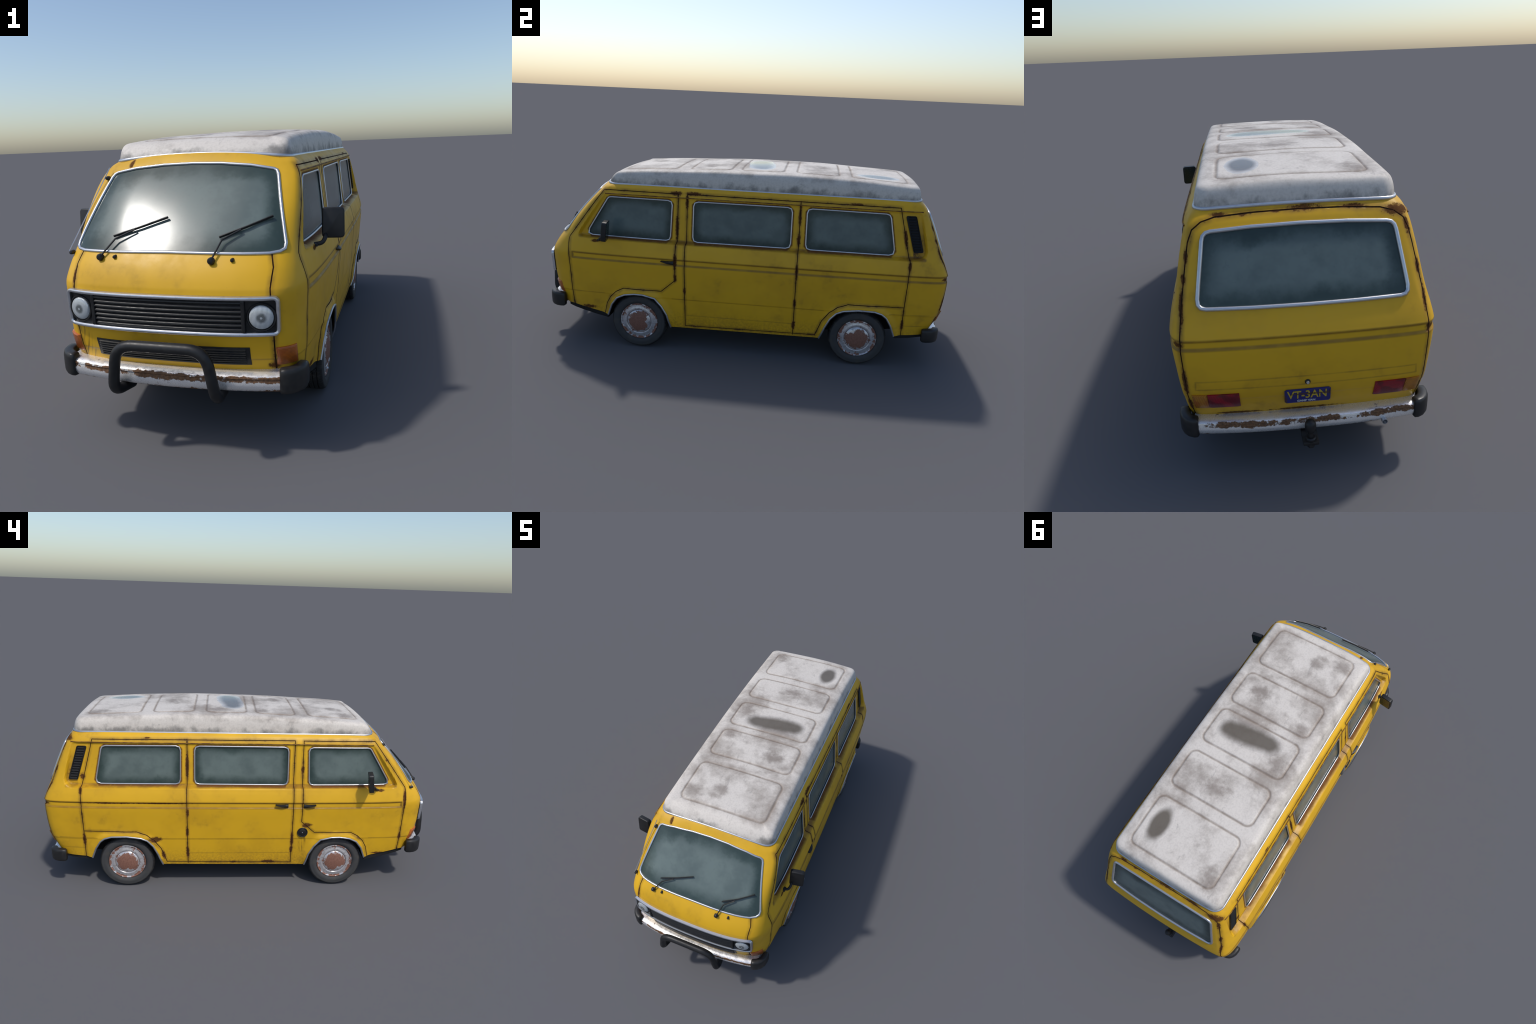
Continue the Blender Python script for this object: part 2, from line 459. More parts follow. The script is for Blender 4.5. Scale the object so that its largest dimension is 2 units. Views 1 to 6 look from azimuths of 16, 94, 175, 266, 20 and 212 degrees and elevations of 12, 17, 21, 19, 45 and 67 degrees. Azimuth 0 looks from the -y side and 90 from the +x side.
    rp(-.020, .771, .075, .018); rp(-.270, .752, .062, .022); rp(-.297, .715, .018, .05); rp(-.150, .768, .060, .010); rp(.15, .764, .02, .008); rp(.215, .765, .04, .009); rp(.06, .767, .02, .007)
    rp(.329, .55, .012, .085); rp(.318, .61, .011, .02); rp(.308, .67, .010, .03); rp(.337, .33, .016, .080); rp(.331, .24, .014, .04); rp(-.330, .53, .011, .07); rp(-.318, .61, .010, .03)
    rp(-.338, .45, .013, .03); rp(.35, .448, .03, .012); rp(-.35, .448, .03, .012); rp(.20, .199, .10, .008); rp(0, .199, .16, .008)
    fp(-.205, .772, .013, .020); fp(.283, .246, .026, .016); fp(-.284, .48, .009, .05); fp(.124, .519, .012, .007); fp(-.204, .522, .012, .007)
    near = k.ramp(d_all, .015, .003)
    b = k.math('MAXIMUM', k.math('MULTIPLY', k.blobs(P, items), near), k.blobs(P, free))
    m = k.math('MULTIPLY', b, k.ramp(b, 0., .03))
    nr = k.math('SUBTRACT', k.math('ADD', k.math('MULTIPLY', n_hi, .75), k.math('MULTIPLY', n_mid, .35)), .55)
    rust = k.ramp(k.math('ADD', b, k.math('MULTIPLY', nr, k.ramp(b, 0., .10, 0., 2.0))), .26, .56)
    halo = k.math('MULTIPLY', k.ramp(k.math('ADD', b, k.math('MULTIPLY', nr, .8)), .05, .45), k.ramp(b, 0., .06))
    col = k.mix(k.math('MULTIPLY', halo, .45), col, (.26, .115, .016))
    rc = k.mix(k.ramp(k.noise(110., 5., .7, w=8.), .38, .64), RUST_D, RUST_L)
    col = k.mix(k.math('MULTIPLY', rust, .92), col, rc)
    # scattered rust right on the seams
    srust = k.math('MULTIPLY', k.ramp(d_all, .0065, .0025), k.ramp(k.math('ADD', k.math('MULTIPLY', n_mid, .6), k.math('MULTIPLY', n_hi, .4)), .53, .60))
    col = k.mix(k.math('MULTIPLY', srust, .8), col, RUST_D)
    # vertical rust runs: under the filler cap and beside the lower grille
    run = k.noise(1., 3., .6, k.comb(k.math('MULTIPLY', k.math('ADD', o[1], o[0]), 190.), 0., k.math('MULTIPLY', o[2], 9.)))
    streak = k.blobs(P, [((-.37, -.300, .245), (.06, .024, .075)), ((-.262, -.90, .285), (.030, .06, .085))])
    col = k.mix(k.math('MULTIPLY', k.ramp(streak, .02, .35), k.ramp(run, .50, .62, 0., .75)), col, (.085, .042, .012))
    dull = k.math('MAXIMUM', rust, k.math('MULTIPLY', ring, .8))
    rough = k.math('ADD', k.ramp(n_mid, .3, .7, .38, .52), k.math('MULTIPLY', dull, .35))
    k.set(color=col, rough=rough, spec=k.math('SUBTRACT', .34, k.math('MULTIPLY', dull, .25)))
    h = k.math('ADD', k.math('MULTIPLY', n_fine, .25), k.math('MULTIPLY', rust, k.math('SUBTRACT', n_hi, 1.2)))
    k.bump(h, .35, .0015)
    return k.m
YELLOW = (.705, .398, .014); YELLOW_DULL = (.615, .342, .014)
M_PAINT = paint()

def seam():
    k = Mat("panel_gap")
    n = k.noise(30., 5., .65, w=4.)
    k.set(color=k.mix(k.ramp(n, .42, .62), (.030, .017, .007), (.075, .026, .010)), rough=.85, spec=.2)
    return k.m
M_SEAM = seam()

def rail():
    k = Mat("rusty_drip_rail")
    n = k.noise(28., 5., .6, w=6.)
    k.set(color=k.mix(k.ramp(n, .42, .62), (.125, .052, .014), (.300, .160, .020)), rough=.65, spec=.3)
    return k.m
M_RAIL = rail()

def glass(name, flat, outlines, fade):
    """grimy pane: fogged in the middle, clear and dark along the edge"""
    k = Mat(name); o = k.sep()
    ax = k.math('ABSOLUTE', o[0])
    P = k.comb(0., o[1], o[2]) if flat == 'side' else k.comb(ax, 0., o[2])
    n1 = k.noise(9., 5., .6, w=1.); n2 = k.noise(60., 5., .65, w=2.)
    wob = k.math('MULTIPLY', k.math('ADD', k.math('MULTIPLY', k.math('SUBTRACT', n1, .5), 1.5), k.math('MULTIPLY', k.math('SUBTRACT', n2, .5), .35)), fade)
    fog = None
    for q in outlines:
        for u, v in zip(q[:-1], q[1:]):
            if math.dist(u, v) < .03: continue
            pa, pb = ((0, *u), (0, *v)) if flat == 'side' else ((u[0], 0, u[1]), (v[0], 0, v[1]))
            f = k.ramp(k.math('ADD', k.seg(k.after(P), pa, pb), wob), fade * .02, fade)
            fog = f if fog is None else k.math('MULTIPLY', fog, f)
            k.last = fog
    base = k.mix(k.ramp(n1, .36, .66), FOG_A, FOG_B)
    base = k.mix(k.math('MULTIPLY', k.ramp(n2, .56, .72), .35), base, (.085, .110, .105))
    col = k.mix(fog, CLEAR, base)
    k.set(color=col, rough=k.ramp(n1, .3, .7, .185, .225), spec=.38)
    k.bump(n2, .03, .0006)
    return k.m
FOG_A = (.138, .176, .166); FOG_B = (.100, .130, .125); CLEAR = (.034, .055, .051)
M_GLASS = glass("grimy_side_glass", 'side', W_LINES, .050)
M_GLASS_FRONT = glass("grimy_windshield_glass", 'front', [[(0, .5435), (.27, .5412), (.3095, .5465), (.2575, .743), (.18, .7585), (.09, .7665), (0, .7685)]], .060)
M_GLASS_REAR = glass("grimy_rear_glass", 'rear', [[(0, .738), (.13, .7355), (.2595, .7275), (.2870, .5405), (0, .538)]], .060)

def chrome(name, c, r, dull):
    k = Mat(name)
    n = k.noise(40., 5., .65); n2 = k.noise(150., 4., .6, w=2.)
    k.set(color=k.mix(k.math('MULTIPLY', k.ramp(n, .48, .68), dull), c, tuple(v * .45 for v in c)), rough=k.ramp(n, .3, .7, r - .02, r + .06), metal=.85, spec=.5)
    return k.m
M_CHROME = chrome("window_chrome", (.60, .61, .64), .30, .18)
M_CHROME_WORN = chrome("grille_chrome", (.62, .63, .66), .30, .3)
M_TRIM_DULL = chrome("dull_metal_trim", (.50, .51, .54), .34, .5)

def roof():
    k = Mat("grimy_white_roof"); o = k.sep()
    n1 = k.noise(5.5, 6., .62, w=1., dist=.4); n2 = k.noise(19., 6., .65, w=2.); n3 = k.noise(120., 5., .6, w=3.)
    col = k.mix(k.ramp(n3, .40, .70), (.650, .600, .540), (.580, .533, .478))
    stain = k.math('ADD', k.math('MULTIPLY', n1, .62), k.math('MULTIPLY', n2, .38))
    stain = k.math('SUBTRACT', stain, k.ramp(o[2], .850, .825, 0., .07))
    col = k.mix(k.ramp(stain, .44, .65, 0., .76), col, (.265, .228, .195))
    # dark blotches and scratches
    sc = k.noise(7., 6., .7, k.scaled((2.6, 1., 1.)), 2.2, w=7.)
    col = k.mix(k.math('MULTIPLY', k.ramp(sc, .59, .67), .34), col, (.215, .195, .185))
    spots = k.blobs(k.P, [((-.165, -.515, .84), (.075, .07, .3)), ((-.175, .700, .84), (.06, .075, .3)), ((-.170, -.10, .85), (.05, .05, .3)), ((.185, -.22, .85), (.06, .05, .3)),
                          ((-.165, .120, .85), (.075, .09, .3)), ((.02, .36, .86), (.11, .07, .3)), ((-.05, -.46, .85), (.07, .06, .3)), ((.10, -.18, .86), (.09, .06, .3)), ((-.06, -.50, .85), (.05, .03, .3))])
    sp = k.ramp(k.math('ADD', spots, k.math('MULTIPLY', k.math('SUBTRACT', n2, .5), 1.4)), .05, .95, 0., .62)
    sp = k.math('MULTIPLY', sp, k.ramp(spots, 0., .15))
    col = k.mix(sp, col, (.185, .150, .125))
    # grime creeping up the skirt from the trim
    st = k.noise(1., 5., .65, k.comb(k.math('MULTIPLY', o[0], 15.), k.math('MULTIPLY', o[1], 15.), k.math('MULTIPLY', o[2], 11.)))
    low = k.math('ADD', k.ramp(o[2], .846, .780), k.math('MULTIPLY', k.math('SUBTRACT', st, .5), 2.6))
    low = k.math('MULTIPLY', k.ramp(low, .50, 1.30), k.ramp(o[2], .850, .822))
    col = k.mix(k.math('MULTIPLY', low, .80), col, (.135, .130, .120))
    # pressed panel outlines hold brown dirt
    d = None
    for a, b in PANELS_:
        qx = k.math('ADD', k.math('ABSOLUTE', k.math('SUBTRACT', o[0], .0025)), -.2145 + .034)
        qy = k.math('ADD', k.math('ABSOLUTE', k.math('SUBTRACT', o[1], (a + b) / 2)), -(b - a) / 2 + .034)
        L = k.vmath('LENGTH', k.comb(k.math('MAXIMUM', qx, 0.), k.math('MAXIMUM', qy, 0.), 0.))
        s = k.math('SUBTRACT', k.math('ADD', L, k.math('MINIMUM', k.math('MAXIMUM', qx, qy), 0.)), .034)
        s = k.math('ABSOLUTE', s)
        d = s if d is None else k.math('MINIMUM', d, s)
    col = k.mix(k.math('MULTIPLY', k.ramp(d, .040, .0), k.ramp(n1, .40, .62, 0., .38)), col, (.255, .200, .160))
    line = k.math('MULTIPLY', k.ramp(d, .0090, .0005), k.ramp(n2, .30, .60, .55, 1.))
    col = k.mix(k.math('MULTIPLY', line, .70), col, (.190, .145, .110))
    # two standing puddles
    Pp = k.comb(o[0], o[1], 0.)
    p1 = k.seg(Pp, (.128, .068, 0), (-.075, .048, 0))
    e = k.vmath('LENGTH', k.vmath('DIVIDE', k.vmath('SUBTRACT', Pp, (.143, .613, 0)), (.62, 1.15, 1.)))
    wob = k.math('MULTIPLY', k.math('SUBTRACT', k.noise(9., 3., .5, w=9.), .5), .045)
    pd = k.math('ADD', k.math('MINIMUM', k.math('SUBTRACT', p1, .060), k.math('SUBTRACT', e, .080)), wob)
    wet = k.ramp(pd, .006, -.002); deep = k.ramp(pd, .008, -.036)
    col = k.mix(k.math('MULTIPLY', deep, .93), col, (.115, .095, .070))
    k.set(color=col, rough=k.math('SUBTRACT', k.ramp(n3, .3, .7, .50, .66), k.math('MULTIPLY', wet, .53)), spec=k.math('ADD', .35, k.math('MULTIPLY', wet, .2)))
    k.bump(k.math('MULTIPLY', k.math('ADD', k.math('MULTIPLY', n3, .5), n2), k.math('SUBTRACT', 1., wet)), .16, .003)
    return k.m
PANELS_ = [(-.566, -.321), (-.256, -.064), (-.017, .179), (.2375, .432), (.491, .742)]
M_ROOF = roof()

def bumper_metal():
    k = Mat("rusty_chrome_bumper"); o = k.sep()
    n1 = k.noise(13., 6., .70, w=1.); n2 = k.noise(52., 6., .75, w=2.); n3 = k.noise(160., 4., .6, w=3.)
    isf = k.ramp(o[1], .01, -.01)
    zc = k.math('DIVIDE', k.math('SUBTRACT', o[2], k.math('ADD', .1680, k.math('MULTIPLY', isf, .0400))), .80)     # height about the bar's centre
    up = k.math('MULTIPLY', k.ramp(zc, -.004, .010), k.ramp(zc, .031, .022)); dn = k.ramp(zc, -.015, -.030)
    bias = k.math('ADD', k.math('MULTIPLY', up, .175), k.math('MULTIPLY', dn, .12))
    v = k.math('ADD', k.math('ADD', k.math('MULTIPLY', n1, .80), k.math('MULTIPLY', n2, .45)), bias)
    rust = k.ramp(v, .715, .775)
    pit = k.math('MULTIPLY', k.ramp(n2, .54, .70), .30)
    c = k.mix(pit, (.88, .86, .845), (.50, .475, .45))  # chrome base whitened to carry the sun's glare on the bar
    rc = k.mix(k.ramp(n3, .40, .62), (.105, .050, .022), (.200, .098, .042))
    k.set(color=k.mix(rust, c, rc), metal=k.math('SUBTRACT', .60, k.math('MULTIPLY', k.math('MAXIMUM', rust, pit), .58)), rough=k.math('ADD', k.ramp(n2, .35, .65, .20, .42), k.math('MULTIPLY', rust, .4)))
    k.bump(k.math('ADD', rust, k.math('MULTIPLY', n3, .12)), .22, .001)
    return k.m
M_BUMPER = bumper_metal()

def hub():
    k = Mat("flaking_hubcap"); o = k.sep()
    r = k.vmath('LENGTH', k.comb(0., o[1], o[2]))
    n1 = k.noise(19., 6., .66, w=1.); n2 = k.noise(80., 5., .65, w=2.); n3 = k.noise(220., 3., .6, w=3.)
    core = k.ramp(r, .066, .022); rim = k.math('MULTIPLY', k.ramp(r, .072, .084), .55)
    bias = k.math('SUBTRACT', k.math('ADD', k.math('MULTIPLY', core, .20), k.math('MULTIPLY', rim, .20)), .045)
    v = k.math('ADD', k.math('ADD', k.math('MULTIPLY', n1, .72), k.math('MULTIPLY', n2, .28)), bias)
    rust = k.ramp(v, .515, .545)
    line = k.ramp(k.math('ABSOLUTE', k.math('SUBTRACT', r, .0583)), .0028, .0008)
    white = k.mix(k.ramp(n2, .45, .65), (.62, .60, .61), (.42, .39, .385))
    rc = k.mix(k.ramp(n3, .4, .6), (.185, .082, .055), (.245, .115, .080))
    col = k.mix(rust, white, rc)
    col = k.mix(k.math('MULTIPLY', line, .45), col, (.14, .075, .055))
    k.set(color=col, metal=k.math('MULTIPLY', k.math('SUBTRACT', 1., rust), .55), rough=k.math('ADD', .28, k.math('MULTIPLY', rust, .38)))
    k.bump(k.math('SUBTRACT', 1., rust), .4, .0008)
    return k.m
M_HUB = hub()

def tyre():
    k = Mat("worn_tyre_rubber"); o = k.sep()
    r = k.vmath('LENGTH', k.comb(0., o[1], o[2]))
    n = k.noise(30., 5., .6)
    an = k.math('MULTIPLY', k.math('ARCTAN2', o[1], o[2]), 110.)
    blk = k.math('SINE', an)
    side = k.ramp(r, .128, .122)
    col = k.mix(side, (.020, .020, .021), (.052, .052, .053))
    col = k.mix(k.math('MULTIPLY', k.ramp(n, .48, .70), .5), col, (.080, .072, .060))
    k.set(color=col, rough=.80, spec=.3)
    k.bump(k.math('MULTIPLY', blk, k.math('SUBTRACT', 1., side)), .35, .0015)
    return k.m
M_TYRE = tyre()

M_UNDER = simple("underbody_black", (.016, .016, .017), .8, spec=.2)
M_BLACK = simple("black_plastic", (.012, .012, .013), .44, spec=.38, grain=1, alt=(.018, .018, .018))
M_BLACK_SOFT = simple("faded_black_plastic", (.026, .026, .027), .52, spec=.4, grain=1, alt=(.046, .042, .035))
M_RUBBER = simple("black_rubber", (.014, .014, .015), .44, spec=.42, grain=1, alt=(.022, .021, .020))
M_MIRROR = simple("mirror_glass", (.018, .030, .028), .22)

def headlamp():
    k = Mat("headlamp_glass"); o = k.sep()
    r = k.vmath('LENGTH', k.comb(o[0], 0., o[2]))
    rib = k.math("SINE", k.math("MULTIPLY", o[0], 2000.))
    n = k.noise(120., 4., .6)
    rr = k.math('ADD', r, k.math('MULTIPLY', k.math('SUBTRACT', n, .5), .006))
    ring = k.math('MULTIPLY', k.ramp(rr, .0165, .0080), k.ramp(r, .0022, .0038))  # blurred dark reflection painted round the lens centre
    col = k.mix(k.ramp(rib, -.8, .8, .0, .75), (.60, .63, .64), (.30, .33, .345))
    col = k.mix(k.math('MULTIPLY', ring, .85), col, (.075, .085, .085))
    col = k.mix(k.math('MULTIPLY', k.ramp(n, .5, .7), .3), col, (.30, .31, .30))
    k.set(color=col, rough=.18, spec=.6, metal=.15)
    k.bump(rib, .25, .0008)
    return k.m
M_HEADLAMP = headlamp()

def lens(name, a, b, patch):
    """moulded lamp plastic with a fine dark prism grid"""
    k = Mat(name); o = k.sep()
    g1 = k.math('SINE', k.math('MULTIPLY', k.math('ADD', o[0], k.math('MULTIPLY', o[1], .8)), 1500.)); g2 = k.math('SINE', k.math('MULTIPLY', o[2], 1500.))
    grid = k.ramp(k.math('MAXIMUM', g1, g2), .35, .95)
    n = k.noise(35., 4., .6)
    blk = k.noise(28., 0., .5, w=3.)
    col = k.mix(k.ramp(blk, .46, .56, 0., patch), a, b)
    col = k.mix(k.math('MULTIPLY', grid, .55), col, tuple(v * .28 for v in b))
    col = k.mix(k.math('MULTIPLY', k.ramp(n, .50, .72), .4), col, (.06, .035, .025))
    k.set(color=col, rough=.30, spec=.5)
    k.bump(grid, .25, .0006)
    return k.m
M_ORANGE = lens("orange_lens", (.560, .150, .022), (.430, .100, .018), .6)
M_AMBER = lens("amber_lens", (.480, .190, .018), (.400, .110, .018), .8)
M_RED = lens("red_lens", (.330, .006, .020), (.150, .006, .014), .9)

def plate_paint(name, c, rustier):
    k = Mat(name); o = k.sep()
    n = k.noise(70., 6., .65, w=3.)
    b = k.blobs(k.comb(o[0], 0., o[2]), [((-.045, 0, .222), (.035, 1, .016)), ((.055, 0, .222), (.022, 1, .012)), ((.066, 0, .245), (.012, 1, .04)), ((-.06, 0, .27), (.03, 1, .008)), ((0, 0, .2705), (.08, 1, .005))])
    v = k.math('MAXIMUM', k.ramp(k.math('ADD', b, k.math('MULTIPLY', k.math('SUBTRACT', n, .5), 1.5)), .22, .5), k.ramp(n, .60, .68))
    k.set(color=k.mix(k.math('MULTIPLY', v, rustier), c, (.075, .035, .022)), rough=.42)
    return k.m
M_PLATE = plate_paint("blue_plate_paint", (.022, .022, .150), .85)
M_PLATE_YELLOW = plate_paint("yellow_letter_paint", (.520, .365, .035), .8)
M_PLATE_WHITE = plate_paint("white_letter_paint", (.50, .50, .54), .6)

M_VENT = simple("vent_black", (.011, .011, .012), .55, spec=.22, grain=1, alt=(.016, .016, .017))


# ------------------------------------------------------------------ seams and openings
DOOR = [(-.2905, .754), (-.292, .522), (-.2925, .3605), (-.3607, .3000), (-.5437, .3000), (-.5813, .280), (-.6101, .251), (-.6302, .215),
        (-.641, .170), (-.650, .140)]
DOOR_FRONT = [(-.2905, .754), (-.6384, .7545), (-.803, .531), (-.807, .515), (-.7985, .18)]
SLIDE_FRONT = [(-.249, .7545), (-.2475, .522), (-.2505, .1265)]
PILLAR_B = [(.266, .7545), (.2665, .527), (.265, .1265)]
SIDE_TOP = [(-.249, .7545), (.706, .7515)]
PILLAR_C = [(.706, .7515), (.764, .5215), (.762, .40), (.7612, .307), (.764, .15)]
REAR_ARCH_SEAM = [(.7612, .307), (.5092, .304), (.4629, .287), (.4263, .256), (.3948, .2095), (.3686, .1346)]
SILL_SEAM = [(.3686, .1335), (-.2505, .1265)]
SLIDE_LOW = [(-.2505, .183), (.265, .183)]
REAR_LOW_SEAM = [(.7625, .2125), (.875, .2145)]
SIDE_SEAMS = [DOOR, DOOR_FRONT, SLIDE_FRONT, PILLAR_B, SIDE_TOP, PILLAR_C, REAR_ARCH_SEAM, SILL_SEAM]
THIN_SEAMS = [SLIDE_LOW, REAR_LOW_SEAM]

WIN_FRONT = rounded([(-.3175, .7225), (-.616, .7235), (-.7275, .5425), (-.324, .5390)], [.020, .022, .018, .020], 2)
WIN_MID = rounded([(.230, .7245), (-.2185, .7235), (-.2195, .5390), (.2305, .5400)], .022, 2)
WIN_REAR = rounded([(.6635, .7220), (.297, .7245), (.2985, .5400), (.6985, .5400)], .022, 2)
SIDE_WINDOWS = [WIN_FRONT, WIN_MID, WIN_REAR]
VENT = [(.730, .7195), (.7765, .7195), (.8235, .5595), (.779, .5585)]

HOOD_SEAM = [(.274, .546), (.284, .509), (.281, .462), (.283, .430), (.286, .337), (.2845, .19)]
FRONT_LOW_SEAM = [(0, .3065), (.283, .3065), (.33, .312)]
TAILGATE = [(0, .770), (.12, .768), (.225, .7615), (.262, .7515), (.287, .733), (.300, .703), (.3075, .665), (.328, .545), (.3365, .47), (.3385, .43), (.335, .29), (.322, .185)]
WINDSHIELD = rounded([(0, .5435), (.20, .5415), (.27, .5412), (.3105, .5455), (.2575, .7455), (.18, .7590), (.09, .7665), (0, .7685)], [0.001, .02, .02, .014, .020, .02, .02, .001], 2)
REAR_GLASS = rounded([(0, .738), (.13, .7355), (.2595, .7275), (.2870, .5405), (.14, .5385), (0, .538)], [.001, .05, .026, .022, .05, .001], 3)
W_SEAM = .0018

def half_body():
    nr, nc = GRID.shape[:2]
    V = GRID.reshape(-1, 3)
    F = [(i*nc + j, i*nc + j + 1, (i+1)*nc + j + 1, (i+1)*nc + j) for i in range(nr - 1) for j in range(nc - 1)]
    me = bpy.data.meshes.new("body"); me.from_pydata([tuple(v) for v in V], [], F); me.update()
    bm = bmesh.new(); bm.from_mesh(me); bpy.data.meshes.remove(me)
    bmesh.ops.recalc_face_normals(bm, faces=bm.faces)

    def region(c, n, kind):
        if kind == 'side': return c.x > .25 and (abs(n.x) > .40 or (n.z > .5 and -.80 < c.y < .86 and .50 < c.z < .56))
        if kind == 'front': return c.y < -.60 and n.y < -.30
        return c.y > .70 and n.y > .30

    def cut(pts, kind, offs, closed=False):
        seq = list(pts) + ([pts[0]] if closed else [])
        for a, b in zip(seq[:-1], seq[1:]):
            a = np.array(a, float); b = np.array(b, float)
            L = np.linalg.norm(b - a)
            if L < 1e-5: continue
            d = (b - a) / L; nrm = np.array([-d[1], d[0]])
            fs = []
            reach = .0075 + max(abs(o) for o in offs)
            for f in bm.faces:
                c = f.calc_center_bounds()
                u = c.y if kind == 'side' else c.x
                pu = u - a[0]; pv = c.z - a[1]
                s = pu * d[0] + pv * d[1]; t = pu * nrm[0] + pv * nrm[1]
                if -reach < s < L + reach and abs(t) < reach and region(c, f.normal, kind):
                    fs.append(f)
            es = {e for f in fs for e in f.edges}; vs = {v for f in fs for v in f.verts}
            geom = list(fs) + list(es) + list(vs)
            for o in offs:
                p = a + nrm * o
                co = (0, p[0], p[1]) if kind == 'side' else (p[0], 0, p[1])
                no = (0, nrm[0], nrm[1]) if kind == 'side' else (nrm[0], 0, nrm[1])
                r = bmesh.ops.bisect_plane(bm, geom=geom, dist=1e-6, plane_co=co, plane_no=no)
                geom = r["geom"]
    three = (-W_SEAM, 0, W_SEAM)
    for s in SIDE_SEAMS: cut(s, 'side', three)
    for s in (HOOD_SEAM,): cut(s, 'front', three)
    cut(TAILGATE, 'rear', three)
    for w in SIDE_WINDOWS: cut(w, 'side', (0,), True)
    cut(WINDSHIELD, 'front', (0,)); cut(REAR_GLASS, 'rear', (0,))
    cut(ARCH_FRONT, 'side', (0,)); cut(ARCH_REAR, 'side', (0,)); cut(BOTTOM, 'side', (0,))
    bm.normal_update()

    # classify faces
    bm.faces.ensure_lookup_table(); bm.verts.ensure_lookup_table()
    C = np.array([f.calc_center_median() for f in bm.faces]); Nn = np.array([f.normal for f in bm.faces])
    ledge = lambda P_, N_: (N_[:, 2] > .5) & (P_[:, 1] > -.80) & (P_[:, 1] < .86) & (P_[:, 2] > .50) & (P_[:, 2] < .56)
    side = (C[:, 0] > .25) & ((np.abs(Nn[:, 0]) > .40) | ledge(C, Nn))
    front = (C[:, 1] < -.60) & (Nn[:, 1] < -.30); rear = (C[:, 1] > .70) & (Nn[:, 1] > .30)
    yz = C[:, 1:3]; xz = C[:, [0, 2]]
    kill = (in_poly(yz, ARCH_FRONT) | in_poly(yz, ARCH_REAR)) & side
    bot = np.interp(C[:, 1], [p[0] for p in BOTTOM], [p[1] for p in BOTTOM])
    kill |= C[:, 2] < bot
    seam = np.zeros(len(C), bool)
    for s in SIDE_SEAMS: seam |= side & (poly_dist(yz, s) < W_SEAM * 1.02)
    seam |= front & (poly_dist(xz, HOOD_SEAM) < W_SEAM * 1.02)
    seam |= rear & (poly_dist(xz, TAILGATE) < W_SEAM * 1.02)
    part = np.zeros(len(C), int)                      # 0 body shell
    door_poly = DOOR_FRONT[::-1] + DOOR[1:]
    part[side & in_poly(yz, door_poly)] = 1
    slide_poly = SLIDE_FRONT + PILLAR_B[::-1]
    part[side & in_poly(yz, slide_poly)] = 2
    tg = TAILGATE + [(0, .17)]
    part[rear & in_poly(xz, tg)] = 3
    for k, w in enumerate(SIDE_WINDOWS): part[side & in_poly(yz, w)] = 10 + k
    part[front & in_poly(xz, WINDSHIELD + [(-.001, .7685), (-.001, .5435)])] = 20
    part[rear & in_poly(xz, REAR_GLASS + [(-.001, .538), (-.001, .738)])] = 21
    # groove: push the seam's centre line in
    P = np.array([v.co for v in bm.verts]); VN = np.array([v.normal for v in bm.verts])
    vs = (P[:, 0] > .25) & ((np.abs(VN[:, 0]) > .40) | ledge(P, VN)); vf = (P[:, 1] < -.60) & (VN[:, 1] < -.3); vr = (P[:, 1] > .70) & (VN[:, 1] > .3)
    deep = np.zeros(len(P), bool)
    for s in SIDE_SEAMS: deep |= vs & (poly_dist(P[:, 1:3], s) < 2e-4)
    deep |= vf & (poly_dist(P[:, [0, 2]], HOOD_SEAM) < 2e-4)
    deep |= vr & (poly_dist(P[:, [0, 2]], TAILGATE) < 2e-4)
    return bm, part, seam, kill, deep

